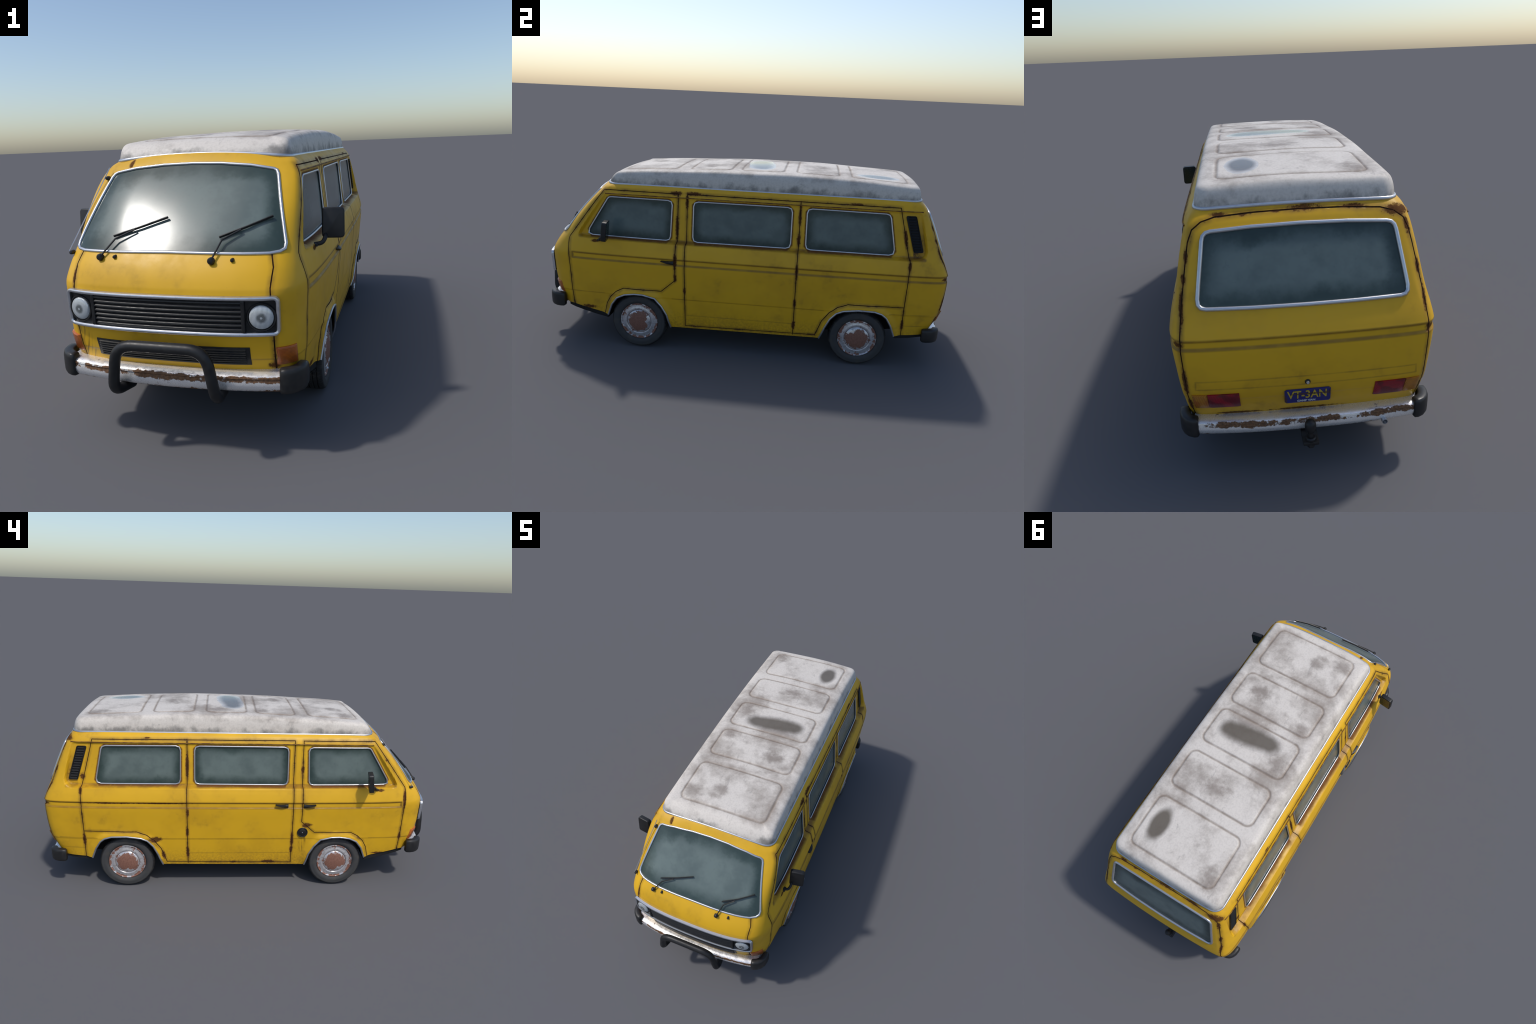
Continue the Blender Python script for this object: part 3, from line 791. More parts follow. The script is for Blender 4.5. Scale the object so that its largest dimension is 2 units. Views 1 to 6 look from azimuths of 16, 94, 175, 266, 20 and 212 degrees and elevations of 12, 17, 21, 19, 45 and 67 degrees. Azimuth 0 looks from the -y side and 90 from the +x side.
def build_body():
    bm, part, seam, kill, deep = half_body()
    V = np.array([v.co for v in bm.verts]); VN = np.array([v.normal for v in bm.verts])
    faces = [[v.index for v in f.verts] for f in bm.faces]
    bm.free()
    Vd = V - VN * (deep * .0026)[:, None]
    obs = {}
    def emit(ids, sides, name, glass=False):
        used = {}; vv = []; nn = []; ff = []; mi = []
        for sx in sides:
            used = {}
            for fi in ids:
                idx = []
                for v in faces[fi]:
                    if v not in used:
                        used[v] = len(vv)
                        p = V[v] - VN[v] * (.001 if len(sides) == 2 else .003) if glass else Vd[v]
                        vv.append((sx * p[0], p[1], p[2])); nn.append((sx * VN[v][0], VN[v][1], VN[v][2]))
                    idx.append(used[v])
                ff.append(idx if sx > 0 else idx[::-1]); mi.append(1 if (seam[fi] and not glass) else 0)
        me = bpy.data.meshes.new(name); me.from_pydata(vv, [], ff)
        if glass:
            me.materials.append({20: M_GLASS_FRONT, 21: M_GLASS_REAR}.get(part[ids[0]], M_GLASS))
        else:
            me.materials.append(M_PAINT); me.materials.append(M_SEAM)
        me.polygons.foreach_set("material_index", mi)
        me.polygons.foreach_set("use_smooth", [True] * len(ff))
        me.update()
        if len(sides) == 2:      # weld the centre line
            b = bmesh.new(); b.from_mesh(me)
            bmesh.ops.remove_doubles(b, verts=[v for v in b.verts if abs(v.co.x) < 1e-5], dist=1e-5)
            b.to_mesh(me); b.free()
        me.set_sharp_from_angle(angle=math.radians(38))
        return add(name, me)
    live = ~kill
    idx = lambda k: np.nonzero(live & (part == k))[0]
    shell_plus = idx(0)
    # the +x side has a fixed middle panel, the -x side the sliding door
    obs['shell'] = emit(shell_plus, (1, -1), "body_shell")
    obs['panel'] = emit(idx(2), (1,), "body_panel")
    obs['slide'] = emit(idx(2), (-1,), "sliding_door")
    obs['door+'] = emit(idx(1), (1,), "cab_door"); obs['door-'] = emit(idx(1), (-1,), "cab_door")
    obs['tail'] = emit(idx(3), (1, -1), "tailgate")
    for k in (10, 11, 12):
        for sx in (1, -1):
            obs[f'win{k}{sx}'] = emit(idx(k), (sx,), "window", True)
    obs['ws'] = emit(idx(20), (1, -1), "windshield", True)
    obs['rw'] = emit(idx(21), (1, -1), "tailgate_window", True)
    return obs

BODY = build_body()

def window_frame(outline, fn, r, parent, name="window_frame", nrm=None):
    pts = densify(outline, .03, True)
    path = [fn(*p) for p in pts]
    V, F = sweep(path, r, 8, True, .9, normals=[nrm] * len(path))
    return add(name, mesh_from(V, F), M_CHROME, parent, 60)

for sx in (1, -1):
    for k, w in enumerate(SIDE_WINDOWS):
        window_frame(w, lambda y, z: side_pt(y, z, .0006, sx), .0036, BODY[f'win{10+k}{sx}'], nrm=(sx, 0, .1))
ws_loop = [p for p in WINDSHIELD if p[0] > .01] ; ws_loop = [(0, .5435)] + ws_loop + [(0, .7685)] + [(-x, z) for x, z in ws_loop[::-1]]
window_frame(ws_loop, lambda x, z: front_pt(x, z, .0008), .0048, BODY['ws'], nrm=(0, -.75, .65))
rg = [p for p in REAR_GLASS if p[0] > .01]; rg_loop = [(0, .738)] + rg + [(0, .538)] + [(-x, z) for x, z in rg[::-1]]
window_frame(rg_loop, lambda x, z: rear_pt(x, z, .0012), .0062, BODY['rw'], nrm=(0, .9, .38))

# drip rails above the side windows
for sx in (1, -1):
    path = [side_pt(y, .7385, .002, sx) for y in np.linspace(-.632, .804, 40)]
    V, F = sweep(path, .0026, 6, False, .9, normals=[(sx, 0, 0)] * 40)
    add("drip_rail", mesh_from(V, F), M_RAIL, ROOT, 50)

# wheel arch lips
for sx in (1, -1):
    for arch in (ARCH_FRONT, ARCH_REAR):
        core = arch[1:-1]
        path = [side_pt(y, z, .0015, sx) for y, z in densify(core, .02)]
        V, F = sweep(path, .0044, 8, False, 1., normals=[(sx, 0, 0)] * len(path))
        add("wheel_arch_trim", mesh_from(V, F), M_TRIM_DULL, ROOT, 60)

# ------------------------------------------------------------------ underbody
def underbody():
    parts = []
    def slab(profile, x0, x1):
        n = len(profile); sx = 1 if x1 > 0 else -1
        V = [Vector((x0, y, z)) for y, z in profile]
        for y, z in profile:
            lim = side_pt(y, max(z, .16)).x - .0045 if abs(x1) > .3 else abs(x1)
            V.append(Vector((sx * min(abs(x1), lim), y, z)))
        F = [(i, (i+1) % n, n + (i+1) % n, n + i) for i in range(n)] + [tuple(range(n)), tuple(range(n, 2*n))]
        parts.append((V, F))
    core = [(-.86, .196), (-.62, .140), (-.34, .108), (.40, .112), (.74, .145), (.885, .160), (.885, .28), (-.86, .28)]
    slab(core, -.245, .245)
    for sx in (1, -1):
        prof = [(-.835, .176), (-.80, .171), (-.76, .162), (-.70, .148), (-.6305, .136)] + [(y - .004 * (1 if y < -.474 else -1), z + .006) for y, z in ARCH_FRONT[1:-1][::-1]] + \
               [(-.315, .108), (.383, .112)] + [(y - .004 * (1 if y < .56 else -1), z + .006) for y, z in ARCH_REAR[1:-1]] + \
               [(.736, .146), (.80, .149), (.84, .154), (.865, .159), (.865, .315), (.80, .315), (.7, .315), (-.6, .315), (-.76, .315), (-.835, .315)]
        slab(prof, sx * .24, sx * .3485)
    V, F = join_parts(parts)
    return add("underbody", mesh_from(V, F), M_UNDER)
underbody()

# ------------------------------------------------------------------ pop-top roof
ROOF_X = .2815; ROOF_Y0 = -.629; ROOF_Y1 = .798; ROOF_Z = .7795
PANELS = [(-.566, -.321), (-.256, -.064), (-.017, .179), (.2375, .432), (.491, .742)]
PANEL_X = (-.212, .217); PANEL_R = .034

def roof_top(x, y):
    base = pchip([-.66, -.57, -.45, -.25, 0, .15, .30, .5, .74, .83], [.8270, .8375, .8465, .8560, .8640, .8655, .8645, .8580, .8450, .839], y)
    return base + .0055 * (1 - (x / .24) ** 2)

def rr_sdf(x, y, x0, x1, y0, y1, r):
    qx = np.abs(x - (x0 + x1) / 2) - (x1 - x0) / 2 + r; qy = np.abs(y - (y0 + y1) / 2) - (y1 - y0) / 2 + r
    return np.hypot(np.maximum(qx, 0), np.maximum(qy, 0)) + np.minimum(np.maximum(qx, qy), 0) - r

def build_roof():
    prof_d = [0, .003, .007, .014, .025, .040, .055, .075, .10]
    prof_k = [0, .32, .60, .845, .962, .993, .998, .9995, 1.0]; prof_f = [0, .13, .27, .46, .67, .85, .93, .985, 1.0]          # share of the height reached at inset d
    ds = np.concatenate([[0, .0015, .003, .005, .007, .010, .014, .018, .022, .027], np.arange(.032, .278, .0042), [ROOF_X]])
    NX, NY, NCn = 110, 330, 16
    rings = []
    for d in ds:
        hx = ROOF_X - d; y0 = ROOF_Y0 + d; y1 = ROOF_Y1 - d
        r = min(max(.040 - d * .55, .006), hx * .9)
        pts = []
        for (cx, cy, a0) in ((hx - r, y1 - r, 0), (-hx + r, y1 - r, 90), (-hx + r, y0 + r, 180), (hx - r, y0 + r, 270)):
            arc = [(cx + r * math.cos(math.radians(a0 + 90*i/NCn)), cy + r * math.sin(math.radians(a0 + 90*i/NCn))) for i in range(NCn + 1)]
            pts.append(arc)
        loop = []
        for q in range(4):
            loop += pts[q]
            a, b = pts[q][-1], pts[(q + 1) % 4][0]
            n = NX if q in (0, 2) else NY
            loop += [(a[0] + (b[0]-a[0]) * i / n, a[1] + (b[1]-a[1]) * i / n) for i in range(1, n)]
        loop = np.array(loop)
        x, y = loop[:, 0].copy(), loop[:, 1].copy()
        tx = np.roll(x, -1) - np.roll(x, 1); ty = np.roll(y, -1) - np.roll(y, 1)
        wf = np.clip(tx / (np.hypot(tx, ty) + 1e-9), 0, 1) ** 2           # 1 along the front edge
        k = float(pchip(prof_d, prof_k, min(d, .0999))) * (1 - wf) + float(pchip(prof_d, prof_f, min(d, .0999))) * wf
        bow = 1 - np.abs(x / ROOF_X) ** 4
        y = y - .011 * bow * (1 - smooth(-.62, -.30, y)) + .007 * bow * smooth(.55, .78, y)
        top = roof_top(x, y)
        # slight belly of the side walls
        foot = ROOF_Z + (1 - np.abs(x / ROOF_X) ** 2.2) * np.where(y < 0, .0165 * (1 - smooth(-.60, -.30, y)), .0065 * smooth(.45, .75, y))
        z = foot + (top - foot) * k
        x = x * (1 + .006 * math.sin(min(d / .03, 1) * math.pi))
        for (a, b) in PANELS:
            sd = rr_sdf(x, y, PANEL_X[0], PANEL_X[1], a, b, PANEL_R)
            z = z - .0028 * np.exp(-(sd / .0040) ** 2) + .0012 * (1 - smooth(-.008, 0, sd))
        z = z + .0010 * np.sin(x * 17 + y * 5) * np.sin(y * 13 + 1.3) * (k > .9)
        rings.append(np.column_stack([x, y, z]))
    n = len(rings[0]); V = np.concatenate(rings); F = []
    for k in range(len(rings) - 1):
        for i in range(n):
            j = (i + 1) % n
            F.append((k*n + i, k*n + j, (k+1)*n + j, (k+1)*n + i))
    me = mesh_from(V, F)
    bm = bmesh.new(); bm.from_mesh(me); bmesh.ops.remove_doubles(bm, verts=bm.verts, dist=1e-5); bm.to_mesh(me); bm.free()
    ob = add("pop_top_roof", me, M_ROOF, ROOT, 50)
    loop = [Vector(p) for p in rings[0][::3]]
    VV, FF = sweep([p + Vector((0, 0, -.001)) for p in loop], .0048, 8, True, 1.25, normals=[(0, 0, 1)] * len(loop))
    add("roof_trim", mesh_from(VV, FF), M_CHROME, ob, 60)
build_roof()

# ------------------------------------------------------------------ wheels
WHEEL_R = .1335
def tyre_and_cap():
    r = WHEEL_R
    tyre = [(.082, -.062), (.10, -.076), (.118, -.080), (.128, -.077)]
    x = -.072
    tyre += [(r - .0035, -.0735)]
    for g in (-.058, -.042, -.026, -.012):
        tyre += [(r, g - .0045), (r, g - .0015), (r - .0035, g - .0012), (r - .0035, g + .0012), (r, g + .0015)]
    tyre += [(r, -.0065), (r - .0035, .0005), (.128, .0035), (.1205, .0068), (.117, .0062), (.113, .0076), (.104, .0080), (.097, .0055), (.092, .0012), (.0905, -.004), (.086, -.008)]
    V, F = lathe(tyre, 72, 'x')
    cap = [(.0905, -.012), (.0905, .0005), (.0895, .0028), (.0870, .0034), (.0850, .0022), (.0835, -.0005), (.080, -.001), (.070, .0025), (.0625, .0042),
           (.0605, .0032), (.0590, .0008), (.0572, .0006), (.0555, .0026), (.052, .0050), (.044, .0078), (.034, .0098), (.022, .0112), (.010, .0120), (.002, .0122)]
    V2, F2 = lathe(cap, 64, 'x')
    return mesh_from(V, F), mesh_from(V2, F2)
TYRE, CAP = tyre_and_cap()
for y, xx in ((-.4755, .3565), (.5645, .3560)):
    for sx in (1, -1):
        w = bpy.data.objects.new("wheel", None); COL.objects.link(w); w.parent = ROOT
        w.location = (sx * xx, y, WHEEL_R)
        w.rotation_euler = (0, 0, 0 if sx > 0 else math.pi)
        a = add("tyre", TYRE, M_TYRE, w, 35 if y < 0 and sx > 0 else None)
        b = add("hubcap", CAP, M_HUB, w, 40 if y < 0 and sx > 0 else None)
        a.rotation_euler.x = b.rotation_euler.x = random.uniform(0, 6.28)

# ------------------------------------------------------------------ front: grille, lamps
def fy(x, z, out): return front_pt(x, z, out)
def grille():
    z0, z1 = .3500, .4325
    # dark backing following the nose
    xs = np.linspace(-.298, .298, 41)
    V = []; F = []
    for x in xs:
        for z, o in ((z0 - .003, .000), (z0 - .003, .003), (z1 + .003, .003), (z1 + .003, .000)):
            V.append(fy(x, z, o))
    for i in range(40):
        for k in range(3):
            F.append((4*i + k, 4*i + k + 1, 4*i + 5 + k, 4*i + 4 + k))
    g = add("grille", mesh_from(V, F), M_BLACK, ROOT, 40)
    # slats
    for zc in np.linspace(z0 + .006, z1 - .004, 7):
        V = []; F = []; xx = np.linspace(-.209, .209, 31)
        for x in xx:
            for dz, o in ((-.0050, .003), (-.0046, .0065), (-.0020, .0085), (.0010, .0078), (.0050, .0032)):
                p = fy(x, zc, o); p.z += dz; V.append(p)
        for i in range(30):
            for k in range(4): F.append((5*i + k, 5*i + k + 1, 5*i + 6 + k, 5*i + 5 + k))
        F += [tuple(range(5)), tuple(range(150, 155))]
        add("grille_slat", mesh_from(V, F), M_BLACK, g, 35)
    for x in (-.214, .214):
        p = fy(x, .391, .003)
        add("grille_divider", box(p.x, p.y, .391, .0105, .015, z1 - z0 + .001, .002), M_BLACK, g)
    # chrome surround: a bowed frame with depth
    hz = (z0 - .0035, z1 + .0035); hx = .2975
    core = rounded([(-hx, hz[0]), (hx, hz[0]), (hx, hz[1]), (-hx, hz[1])], .009, 3)
    pts = densify(core, .02, True)
    V = []; F = []
    prof = [(-.0015, 0.), (-.0015, .0110), (.001, .0132), (.0045, .0138), (.0074, .0118), (.0080, .0005)]  # (outward offset, depth)
    cx, cz = 0, (hz[0] + hz[1]) / 2
    n = len(pts)
    for i, (x, z) in enumerate(pts):
        a = np.array(pts[i - 1]); b = np.array(pts[(i + 1) % n]); t = (b - a) / np.linalg.norm(b - a); nrm = np.array([t[1], -t[0]])
        for o, dp in prof:
            q = np.array([x, z]) + nrm * o
            yy = front_pt(float(np.clip(x, -.300, .300)), float(np.clip(z, .3465, .44))).y
            V.append(Vector((q[0], yy - dp, q[1])))
    m = len(prof)
    for i in range(n):
        j = (i + 1) % n
        for k in range(m - 1): F.append((i*m + k, i*m + k + 1, j*m + k + 1, j*m + k))
    add("grille_surround", mesh_from(V, F), M_CHROME_WORN, g, 45)
    # round headlamps in their black boxes
    for sx in (-1, 1):
        c = front_pt(sx * .2585, .3895, .0); c.z = .3895; c.x = sx * .2585
        ang = sx * .17
        h = bpy.data.objects.new("headlamp", None); COL.objects.link(h); h.parent = g
        h.location = (c.x, c.y, c.z); h.rotation_euler = (0, 0, ang)
        V, F = lathe([(.0385, .004), (.0385, -.006), (.0365, -.0085), (.0335, -.0080), (.0325, -.004)], 40, 'y')
        add("lamp_bezel", mesh_from(V, F), M_BLACK, h, 40)
        V, F = lathe([(.0318, .001), (.0318, -.0065), (.0300, -.0092), (.026, -.0112), (.018, -.0130), (.009, -.0140), (.001, -.0143)], 40, 'y')
        add("lamp_lens", mesh_from(V, F), M_HEADLAMP, h, 40)
    return g
grille()

def curved_panel(x0, x1, z0, z1, out, fn, n=14, inner=0., skew=0.):
    """a slab lying on the nose or the tail between x0..x1, z0..z1"""
    V = []; F = []
    for i in range(n + 1):
        t = i / n; x = x0 + (x1 - x0) * t
        for z, o in ((z0, inner), (z0 + .0008, out - .001), (z0 + .003, out), (z1 - .003, out), (z1 - .0008, out - .001), (z1, inner)):
            xx = x + skew * (z - z0) / (z1 - z0) * (1 if x > 0 else -1)
            V.append(fn(xx, z, o if 0 < i < n else o * .6))
    for i in range(n):
        for k in range(5): F.append((6*i + k, 6*i + k + 1, 6*i + 7 + k, 6*i + 6 + k))
    F += [tuple(range(6)), tuple(range(6*n, 6*n + 6))]
    return V, F

def lower_grille():
    V, F = curved_panel(-.2235, .2235, .2495, .3035, .0035, front_pt, 30)
    g = add("air_intake_grille", mesh_from(V, F), M_BLACK, ROOT, 40)
    for zc in np.linspace(.2555, .2965, 7):
        V = []; F = []; xx = np.linspace(-.213, .213, 31)
        for x in xx:
            for dz, o in ((-.0026, .003), (-.0022, .0062), (.0006, .0072), (.0026, .0034)):
                p = front_pt(x, zc, o); p.z += dz; V.append(p)
        for i in range(30):
            for k in range(3): F.append((4*i + k, 4*i + k + 1, 4*i + 5 + k, 4*i + 4 + k))
        F += [tuple(range(4)), tuple(range(120, 124))]
        add("grille_slat", mesh_from(V, F), M_BLACK_SOFT, g, 35)
lower_grille()

# turn signals wrapping the front corners
def corner_pts(z, s0, s1, n, out):
    """points along the plan outline between x=s0 on the nose and arc length s1 round the corner"""
    r = _row_interp(z)[:_NF + 60, :2]
    seg = np.concatenate([[0], np.cumsum(np.linalg.norm(np.diff(r, axis=0), axis=1))])
    a = np.interp(s0, r[:_NF, 0], seg[:_NF])
    t = np.linspace(a, a + s1, n)
    x = np.interp(t, seg, r[:, 0]); y = np.interp(t, seg, r[:, 1])
    tx = np.gradient(x); ty = np.gradient(y); L = np.hypot(tx, ty)
    return [(x[i] + out[i] * ty[i] / L[i], y[i] - out[i] * tx[i] / L[i]) for i in range(n)]
for sx in (1, -1):
    V = []; F = []; n = 14
    outs = [0.0, .005] + [.0065] * (n - 4) + [.005, 0.0]
    zs = [(.2475, 0), (.2482, .6), (.2510, 1), (.2975, 1), (.3010, .6), (.3018, 0)]
    for z, k in zs:
        for x, y in corner_pts(z, .288, .064, n, [o * k for o in outs]): V.append((sx * x, y, z))
    for i in range(len(zs) - 1):
        for j in range(n - 1): F.append((i*n + j, i*n + j + 1, (i+1)*n + j + 1, (i+1)*n + j))
    add("turn_signal", mesh_from(V, F), M_ORANGE, ROOT, 40)

# ------------------------------------------------------------------ bumpers
def bumper(fn, zc, x_end, sgn, name, tall):
    """C-section pressed steel bar; profile given as (outward, height) about the bar's centre height"""
    prof = [(-.030, .0335), (.010, .0330), (.022, .0310), (.0290, .0245), (.0305, .0185), (.0280, .0150), (.0290, .0100), (.0310, .000), (.0290, -.0130), (.0235, -.0250), (.016, -.0310), (.006, -.0335), (-.030, -.0335)]
    xs = np.linspace(-x_end, x_end, 61); V = []; F = []; m = len(prof)
    for x in xs:
        base = fn(x)
        for o, h in prof: V.append(Vector((x, base + sgn * o, zc + h * tall)))
    for i in range(60):
        for k in range(m - 1): F.append((i*m + k, i*m + k + 1, (i+1)*m + k + 1, (i+1)*m + k))
    return add(name, mesh_from(V, F), M_BUMPER, ROOT, 35)
front_line = lambda x: -.9185 + .030 * (abs(x) / .31) ** 2.1
rear_line = lambda x: .9190 - .018 * (abs(x) / .31) ** 2.4
fb = bumper(front_line, .2080, .325, -1, "bumper", .82)
rb = bumper(rear_line, .1680, .325, 1, "bumper", .78)

def bumper_end(sx, sgn, base_y, zc, hz, path, parent, thick=.0165):
    """soft rubber corner: rounded slab following a bent plan path"""
    V = []; F = []; n = len(path); sect = []
    for a in range(20):
        t = 2 * math.pi * a / 20; c, s = math.cos(t), math.sin(t); e = .45
        sect.append((math.copysign(abs(c) ** e, c), math.copysign(abs(s) ** e, s)))
    for i, (x, y, k) in enumerate(path):
        a = np.array(path[max(i-1, 0)][:2]); b = np.array(path[min(i+1, n-1)][:2]); t = (b - a) / np.linalg.norm(b - a)
        nr = np.array([t[1], -t[0]])
        for u, v in sect:
            q = np.array([x, y]) + nr * u * thick * (.55 + .45 * k)
            V.append((sx * q[0], q[1], zc + v * hz * (.80 + .20 * k)))
    m = 20
    for i in range(n - 1):
        for k in range(m): F.append((i*m + k, i*m + (k+1) % m, (i+1)*m + (k+1) % m, (i+1)*m + k))
    F += [tuple(range(m)), tuple((n-1)*m + k for k in range(m))]
    add("bumper_end_cap", mesh_from(V, F), M_RUBBER, parent, 50)
for sx in (1, -1):
    bumper_end(sx, -1, 0, .2160, .0350, [(.300, -.9130, .2), (.303, -.9125, .8), (.312, -.910, 1), (.326, -.9030, 1), (.338, -.892, 1), (.346, -.879, 1), (.3495, -.862, 1), (.351, -.846, .8), (.351, -.840, .2)], fb)
    bumper_end(sx, 1, 0, .1725, .0320, [(.314, .9230, .2), (.317, .9228, .8), (.324, .921, 1), (.337, .915, 1), (.346, .905, 1), (.352, .892, 1), (.3545, .875, 1), (.355, .862, .8), (.355, .856, .2)], rb)

# bull bar
def fillet(pts, r, n=6):
    out = [Vector(pts[0])]
    for a, b, c in zip(pts[:-2], pts[1:-1], pts[2:]):
        a, b, c = Vector(a), Vector(b), Vector(c)
        u = (a - b).normalized(); v = (c - b).normalized(); t = min(r, .45 * (a-b).length, .45 * (c-b).length)
        for k in range(n + 1):
            s = k / n; out.append((b + u*t) * (1-s)**2 + b * (2*s*(1-s)) + (b + v*t) * s*s)
    out.append(Vector(pts[-1]))
    return out
bar = [(-.137, -.895, .167), (-.1475, -.981, .177), (-.1255, -.984, .3140), (.1255, -.984, .3140), (.1475, -.981, .177), (.137, -.895, .167)]
path = []
V, F = sweep(fillet(bar, .050, 7), .0153, 14)
add("bull_bar", mesh_from(V, F), M_BLACK, ROOT, 50)

# ------------------------------------------------------------------ wipers, washer jets, aerial
def wipers():
    for bx, jx, tx, bz in ((.1235, .1384, .2667, .5265), (-.2045, -.1744, -.0272, .5290)):
        base = front_pt(bx, bz, .006); joint = front_pt(jx, .5800, .016); tip = front_pt(tx, .626, .013)
        d = (tip - joint).normalized()
        w = bpy.data.objects.new("wiper", None); COL.objects.link(w); w.parent = ROOT
        V, F = lathe([(.0095, .004), (.0095, -.006), (.007, -.010), (.002, -.011)], 16, 'y', base)
        add("wiper_pivot", mesh_from(V, F), M_BLACK, w, 40)
        mid = front_pt(jx * .6 + tx * .4, .5990, .0125)
        V, F = sweep([base + Vector((0, -.006, 0)), joint + Vector((.006, -.003, -.004)), mid], .0026, 8)
        add("wiper_arm", mesh_from(V, F), M_BLACK, w, 40)
        a = front_pt(jx - .005, .5805, .008); a2 = front_pt(jx * .5 + tx * .5, .6045, .008); t2 = front_pt(tx, .6285, .008)
        V, F = sweep([a, a2, t2], .0030, 8, False, 1.6, normals=[(0, -.76, .65)] * 3)
        add("wiper_blade", mesh_from(V, F), M_BLACK, w, 40)
    for x, z in ((.178, .5275), (-.160, .5300)):
        b = front_pt(x, z, .0)
        V, F = lathe([(.0052, .004), (.0052, -.005), (.004, -.0085), (.001, -.0095)], 12, 'y', b)
        add("washer_jet", mesh_from(V, F), M_BLACK, ROOT, 40)
wipers()

def aerial():
    a = Vector((-.3270, -.838, .5300)); b = Vector((-.2760, -.690, .7320)); c = b + (b - a) * .13
    o = Vector((-.006, -.006, .004))
    V, F = sweep([a + o, c + o], .0016, 6)
    r = add("aerial", mesh_from(V, F), M_CHROME, ROOT, 60)
    for p in (a, b):
        V, F = lathe([(.006, .007), (.0065, -.002), (.005, -.009), (.001, -.0105)], 12, 'y', p)
        add("aerial_mount", mesh_from(V, F), M_BLACK, r, 40)
aerial()

# ------------------------------------------------------------------ mirrors, handles, vents, filler cap
for sx in (1, -1):
    rot = Matrix.Rotation(sx * math.radians(9), 4, 'Z') @ Matrix.Rotation(math.radians(-6), 4, 'X')
    c = Vector((.4015 if sx > 0 else -.4105, -.6075, .5835))
    m = bpy.data.objects.new("door_mirror", None); COL.objects.link(m); m.parent = BODY['door+' if sx > 0 else 'door-']
    bm_ = bmesh.new(); bmesh.ops.create_cube(bm_, size=1)
    bmesh.ops.scale(bm_, vec=(.066, .022, .090), verts=bm_.verts)
    bmesh.ops.bevel(bm_, geom=[e for e in bm_.edges if abs(e.verts[0].co.y - e.verts[1].co.y) > .01], offset=.011, segments=4, profile=.5, affect='EDGES')
    bmesh.ops.bevel(bm_, geom=[e for e in bm_.edges if all(v.co.y < -.009 for v in e.verts)], offset=.004, segments=2, profile=.5, affect='EDGES')
    bmesh.ops.transform(bm_, matrix=Matrix.Translation(c) @ rot, verts=bm_.verts)
    me = bpy.data.meshes.new("mirror"); bm_.to_mesh(me); bm_.free()
    add("mirror_housing", me, M_BLACK, m, 50)
    g = box(0, 0, 0, .056, .002, .080, .0008, 1)
    g.transform(Matrix.Translation(c) @ rot @ Matrix.Translation((0, .0113, 0)))
    add("mirror_glass", g, M_MIRROR, m)
    base = side_pt(-.655, .5275, .002, sx)
    V, F = sweep(fillet([base + Vector((-sx*.006, .004, -.002)), base + Vector((sx * .018, .006, .002)), base + Vector((sx*.026, .022, .020)), Vector((sx * .378, -.612, .5505)), Vector((sx * .392, -.607, .556))], .01, 3), .0065, 10)
    add("mirror_arm", mesh_from(V, F), M_BLACK, m, 50)
    p = side_pt(-.655, .5265, .002, sx)
    add("mirror_foot", box(p.x, p.y + .003, p.z - .001, .012, .026, .010, .003), M_BLACK, m)

def handle(y0, y1, z, sx, parent):
    """grip blade: blunt root at y0 tapering to y1"""
    n = 9; V = []; F = []
    for i in range(n):
        t = i / (n - 1); y = y0 + (y1 - y0) * t
        h = .0078 * (1 - t) ** .8 + .0012; o = .0045 + .014 * math.sin(min(1, t * 1.15 + .18) * math.pi * .62)
        zc = z + .0065 * t * t - .001
        b = side_pt(y, z, 0, sx).x
        for dz, k in ((-1, 0), (-1, .7), (-.4, 1), (.5, 1), (1, .6), (1, 0)):
            V.append((b + sx * o * k - sx * .002, y, zc + dz * h))
    for i in range(n - 1):
        for k in range(6): F.append((6*i + k, 6*i + (k+1) % 6, 6*i + 6 + (k+1) % 6, 6*i + 6 + k))
    F += [tuple(range(6)), tuple(range(6*n - 6, 6*n))]
    add("door_handle", mesh_from(V, F), M_BLACK, parent, 50)
handle(-.2985, -.357, .4470, -1, BODY['door-']); handle(-.2985, -.357, .4470, 1, BODY['door+'])
handle(-.2220, -.160, .4480, -1, BODY['slide'])

def lerp2(a, b, t): return (a[0] + (b[0]-a[0])*t, a[1] + (b[1]-a[1])*t)
for sx in (1, -1):
    out = rounded(VENT, .008, 3)
    c = np.mean(VENT, axis=0)
    V = [side_pt(y, z, -.002, sx) for y, z in out] + [side_pt(y, z, .0065, sx) for y, z in out] + \
        [side_pt(*(c + (np.array(p) - c) * np.array([.80, .955])), .0060, sx) for p in out] + [side_pt(*(c + (np.array(p) - c) * np.array([.80, .955])), .0020, sx) for p in out]
    n = len(out); F = [(k*n + i, k*n + (i+1) % n, (k+1)*n + (i+1) % n, (k+1)*n + i) for k in range(3) for i in range(n)] + [tuple(range(3*n, 4*n))]
    v = add("air_vent", mesh_from(V, F), M_VENT, ROOT, 40)
    ft, rt, rbm, fbm = VENT
    for k in range(13):
        t = (k + .7) / 13.4
        a = lerp2(ft, fbm, t); b = lerp2(rt, rbm, t); a2 = lerp2(a, b, .14); b2 = lerp2(a, b, .86)
        V = []; F = []
        for q in (a2, b2):
            for dz, o in ((-.0048, .0024), (-.0042, .0064), (-.0025, .0072), (.0042, .0024)):
                V.append(side_pt(q[0] - dz * .3, q[1] + dz, o, sx))
        F = [(0, 1, 5, 4), (1, 2, 6, 5), (2, 3, 7, 6), (3, 0, 4, 7), (0, 1, 2, 3), (4, 5, 6, 7)]
        add("vent_slat", mesh_from(V, F), M_VENT, v, 35)

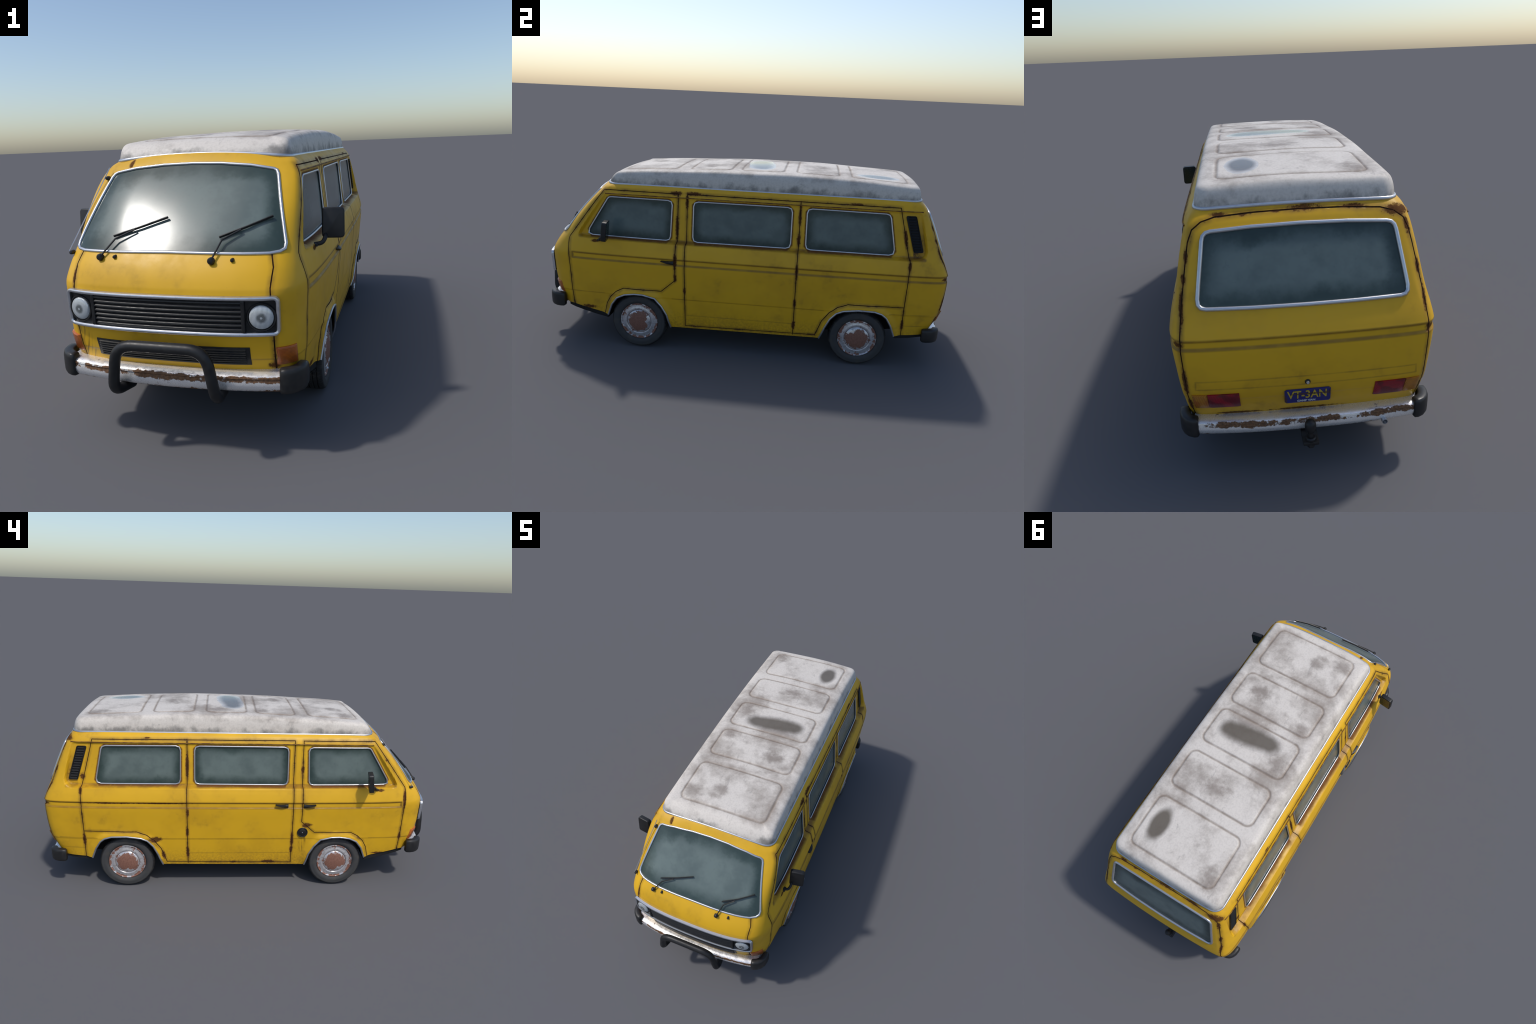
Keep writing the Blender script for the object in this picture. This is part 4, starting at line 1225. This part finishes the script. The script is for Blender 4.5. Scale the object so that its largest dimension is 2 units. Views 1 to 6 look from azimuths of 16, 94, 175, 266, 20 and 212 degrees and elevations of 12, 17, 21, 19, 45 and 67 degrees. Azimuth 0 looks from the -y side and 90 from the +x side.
p = side_pt(-.300, .3025, 0, -1)
V, F = lathe([(.0262, .0), (.0262, -.0035), (.0245, -.0050), (.0215, -.0045), (.0200, -.0020), (.0190, -.0020), (.0175, -.0030), (.004, -.0034), (.0005, -.0036)], 36, 'x', p)
fc = add("fuel_cap", mesh_from(V, F), M_BLACK, ROOT, 40)
V, F = lathe([(.0026, -.003), (.0026, -.0042), (.0010, -.0046)], 14, 'x', p)
add("fuel_cap_lock", mesh_from(V, F), M_CHROME, fc, 40)

# ------------------------------------------------------------------ rear: lamps, plate, lock, tow ball, exhaust
for sx in (1, -1):
    lamp = bpy.data.objects.new("tail_lamp", None); COL.objects.link(lamp); lamp.parent = ROOT
    for nm, a, b, mt in (("brake_lens", .1900, .2780, M_RED), ("indicator_lens", .2782, .3190, M_AMBER)):
        V, F = curved_panel(sx * a, sx * b, .2335, .2885, .0062, rear_pt, 10, 0., .004 if nm[0] == 'i' else .002)
        add(nm, mesh_from(V, F), mt, lamp, 40)

def plate():
    pc = rear_pt(.001, .2630, .0050); tilt = math.radians(-12)
    e = bpy.data.objects.new("licence_plate", None); COL.objects.link(e); e.parent = ROOT
    R = Matrix.Translation(pc) @ Matrix.Rotation(tilt, 4, 'X') @ Matrix.Rotation(math.pi, 4, 'Z') @ Matrix.Rotation(math.radians(90), 4, 'X')
    # local frame: x right as seen from behind, y up, z toward the viewer
    me = box(0, 0, 0, .1300, .0510, .003, 0)
    bmx = bmesh.new(); bmx.from_mesh(me)
    bmesh.ops.bevel(bmx, geom=[ed for ed in bmx.edges if abs(ed.verts[0].co.z - ed.verts[1].co.z) > .001], offset=.004, segments=3, affect='EDGES')
    bmx.to_mesh(me); bmx.free(); me.transform(R)
    add("plate_board", me, M_PLATE, e)
    core = rounded([(-.0625, -.0232), (.0625, -.0232), (.0625, .0232), (-.0625, .0232)], .004, 3)
    V, F = sweep([Vector((x, y, .0016)) for x, y in core], .0009, 6, True, 1., normals=[(0, 0, 1)] * len(core))
    me = mesh_from(V, F); me.transform(R); add("plate_rim", me, M_PLATE, e, 60)
    def text(s, size, x, y, w, mt, nm):
        cu = bpy.data.curves.new(nm, 'FONT'); cu.body = s; cu.size = size; cu.align_x = 'CENTER'; cu.align_y = 'CENTER'
        cu.extrude = .0006; cu.offset = .0005; cu.resolution_u = 3
        ob = bpy.data.objects.new(nm, cu); COL.objects.link(ob)
        dg = bpy.context.evaluated_depsgraph_get(); me = bpy.data.meshes.new_from_object(ob.evaluated_get(dg))
        bpy.data.objects.remove(ob)
        xs = [v.co.x for v in me.vertices]; k = w / (max(xs) - min(xs))
        me.transform(Matrix.Translation((x, y, .0021)) @ Matrix.Diagonal((k, 1, 1, 1)))
        me.transform(R); me.materials.clear(); me.materials.append(mt)
        add(nm, me, None, e)
    text("VT-3AN", .041, -.001, .0045, .112, M_PLATE_YELLOW, "plate_lettering")
    text("CAMP VAN", .0085, -.004, -.0185, .052, M_PLATE_WHITE, "plate_small_lettering")
plate()

p = rear_pt(.001, .3130, .0)
V, F = lathe([(.0078, -.003), (.0078, .003), (.0062, .0045), (.0052, .0046)], 20, 'y', p)
lk = add("tailgate_lock", mesh_from(V, F), M_BLACK, BODY['tail'], 40)
V, F = lathe([(.0048, .002), (.0048, .0070), (.0036, .0085), (.0008, .0088)], 16, 'y', p)
add("lock_barrel", mesh_from(V, F), M_CHROME, lk, 40)

def tow():
    cx = 0.; by = .9835
    parts = []
    prof = [(.0075, .150), (.0075, .166), (.0105, .1685), (.0140, .1745), (.0160, .183), (.0165, .1905), (.0152, .1985), (.0118, .2045), (.006, .2082), (.001, .209)]
    parts.append(lathe(prof, 20, 'z', (cx, by, 0)))
    parts.append(lathe([(.0135, .139), (.0150, .141), (.0150, .149), (.0120, .152)], 18, 'z', (cx, by, 0)))
    parts.append(lathe([(.0095, .118), (.0115, .120), (.0115, .130), (.0095, .133), (.008, .139)], 6, 'z', (cx, by, 0)))
    parts.append(mesh_vf(box(cx, by - .055, .1375, .046, .140, .012, .004)))
    t = join_parts(parts)
    add("tow_ball", mesh_from(*t), M_BLACK, ROOT, 40)
tow()
V, F = lathe([(.0085, .86), (.0085, .952), (.0070, .952), (.0068, .90)], 16, 'y', (-.2225, 0, .1530))
add("exhaust_pipe", mesh_from(V, F), M_TRIM_DULL, ROOT, 40)
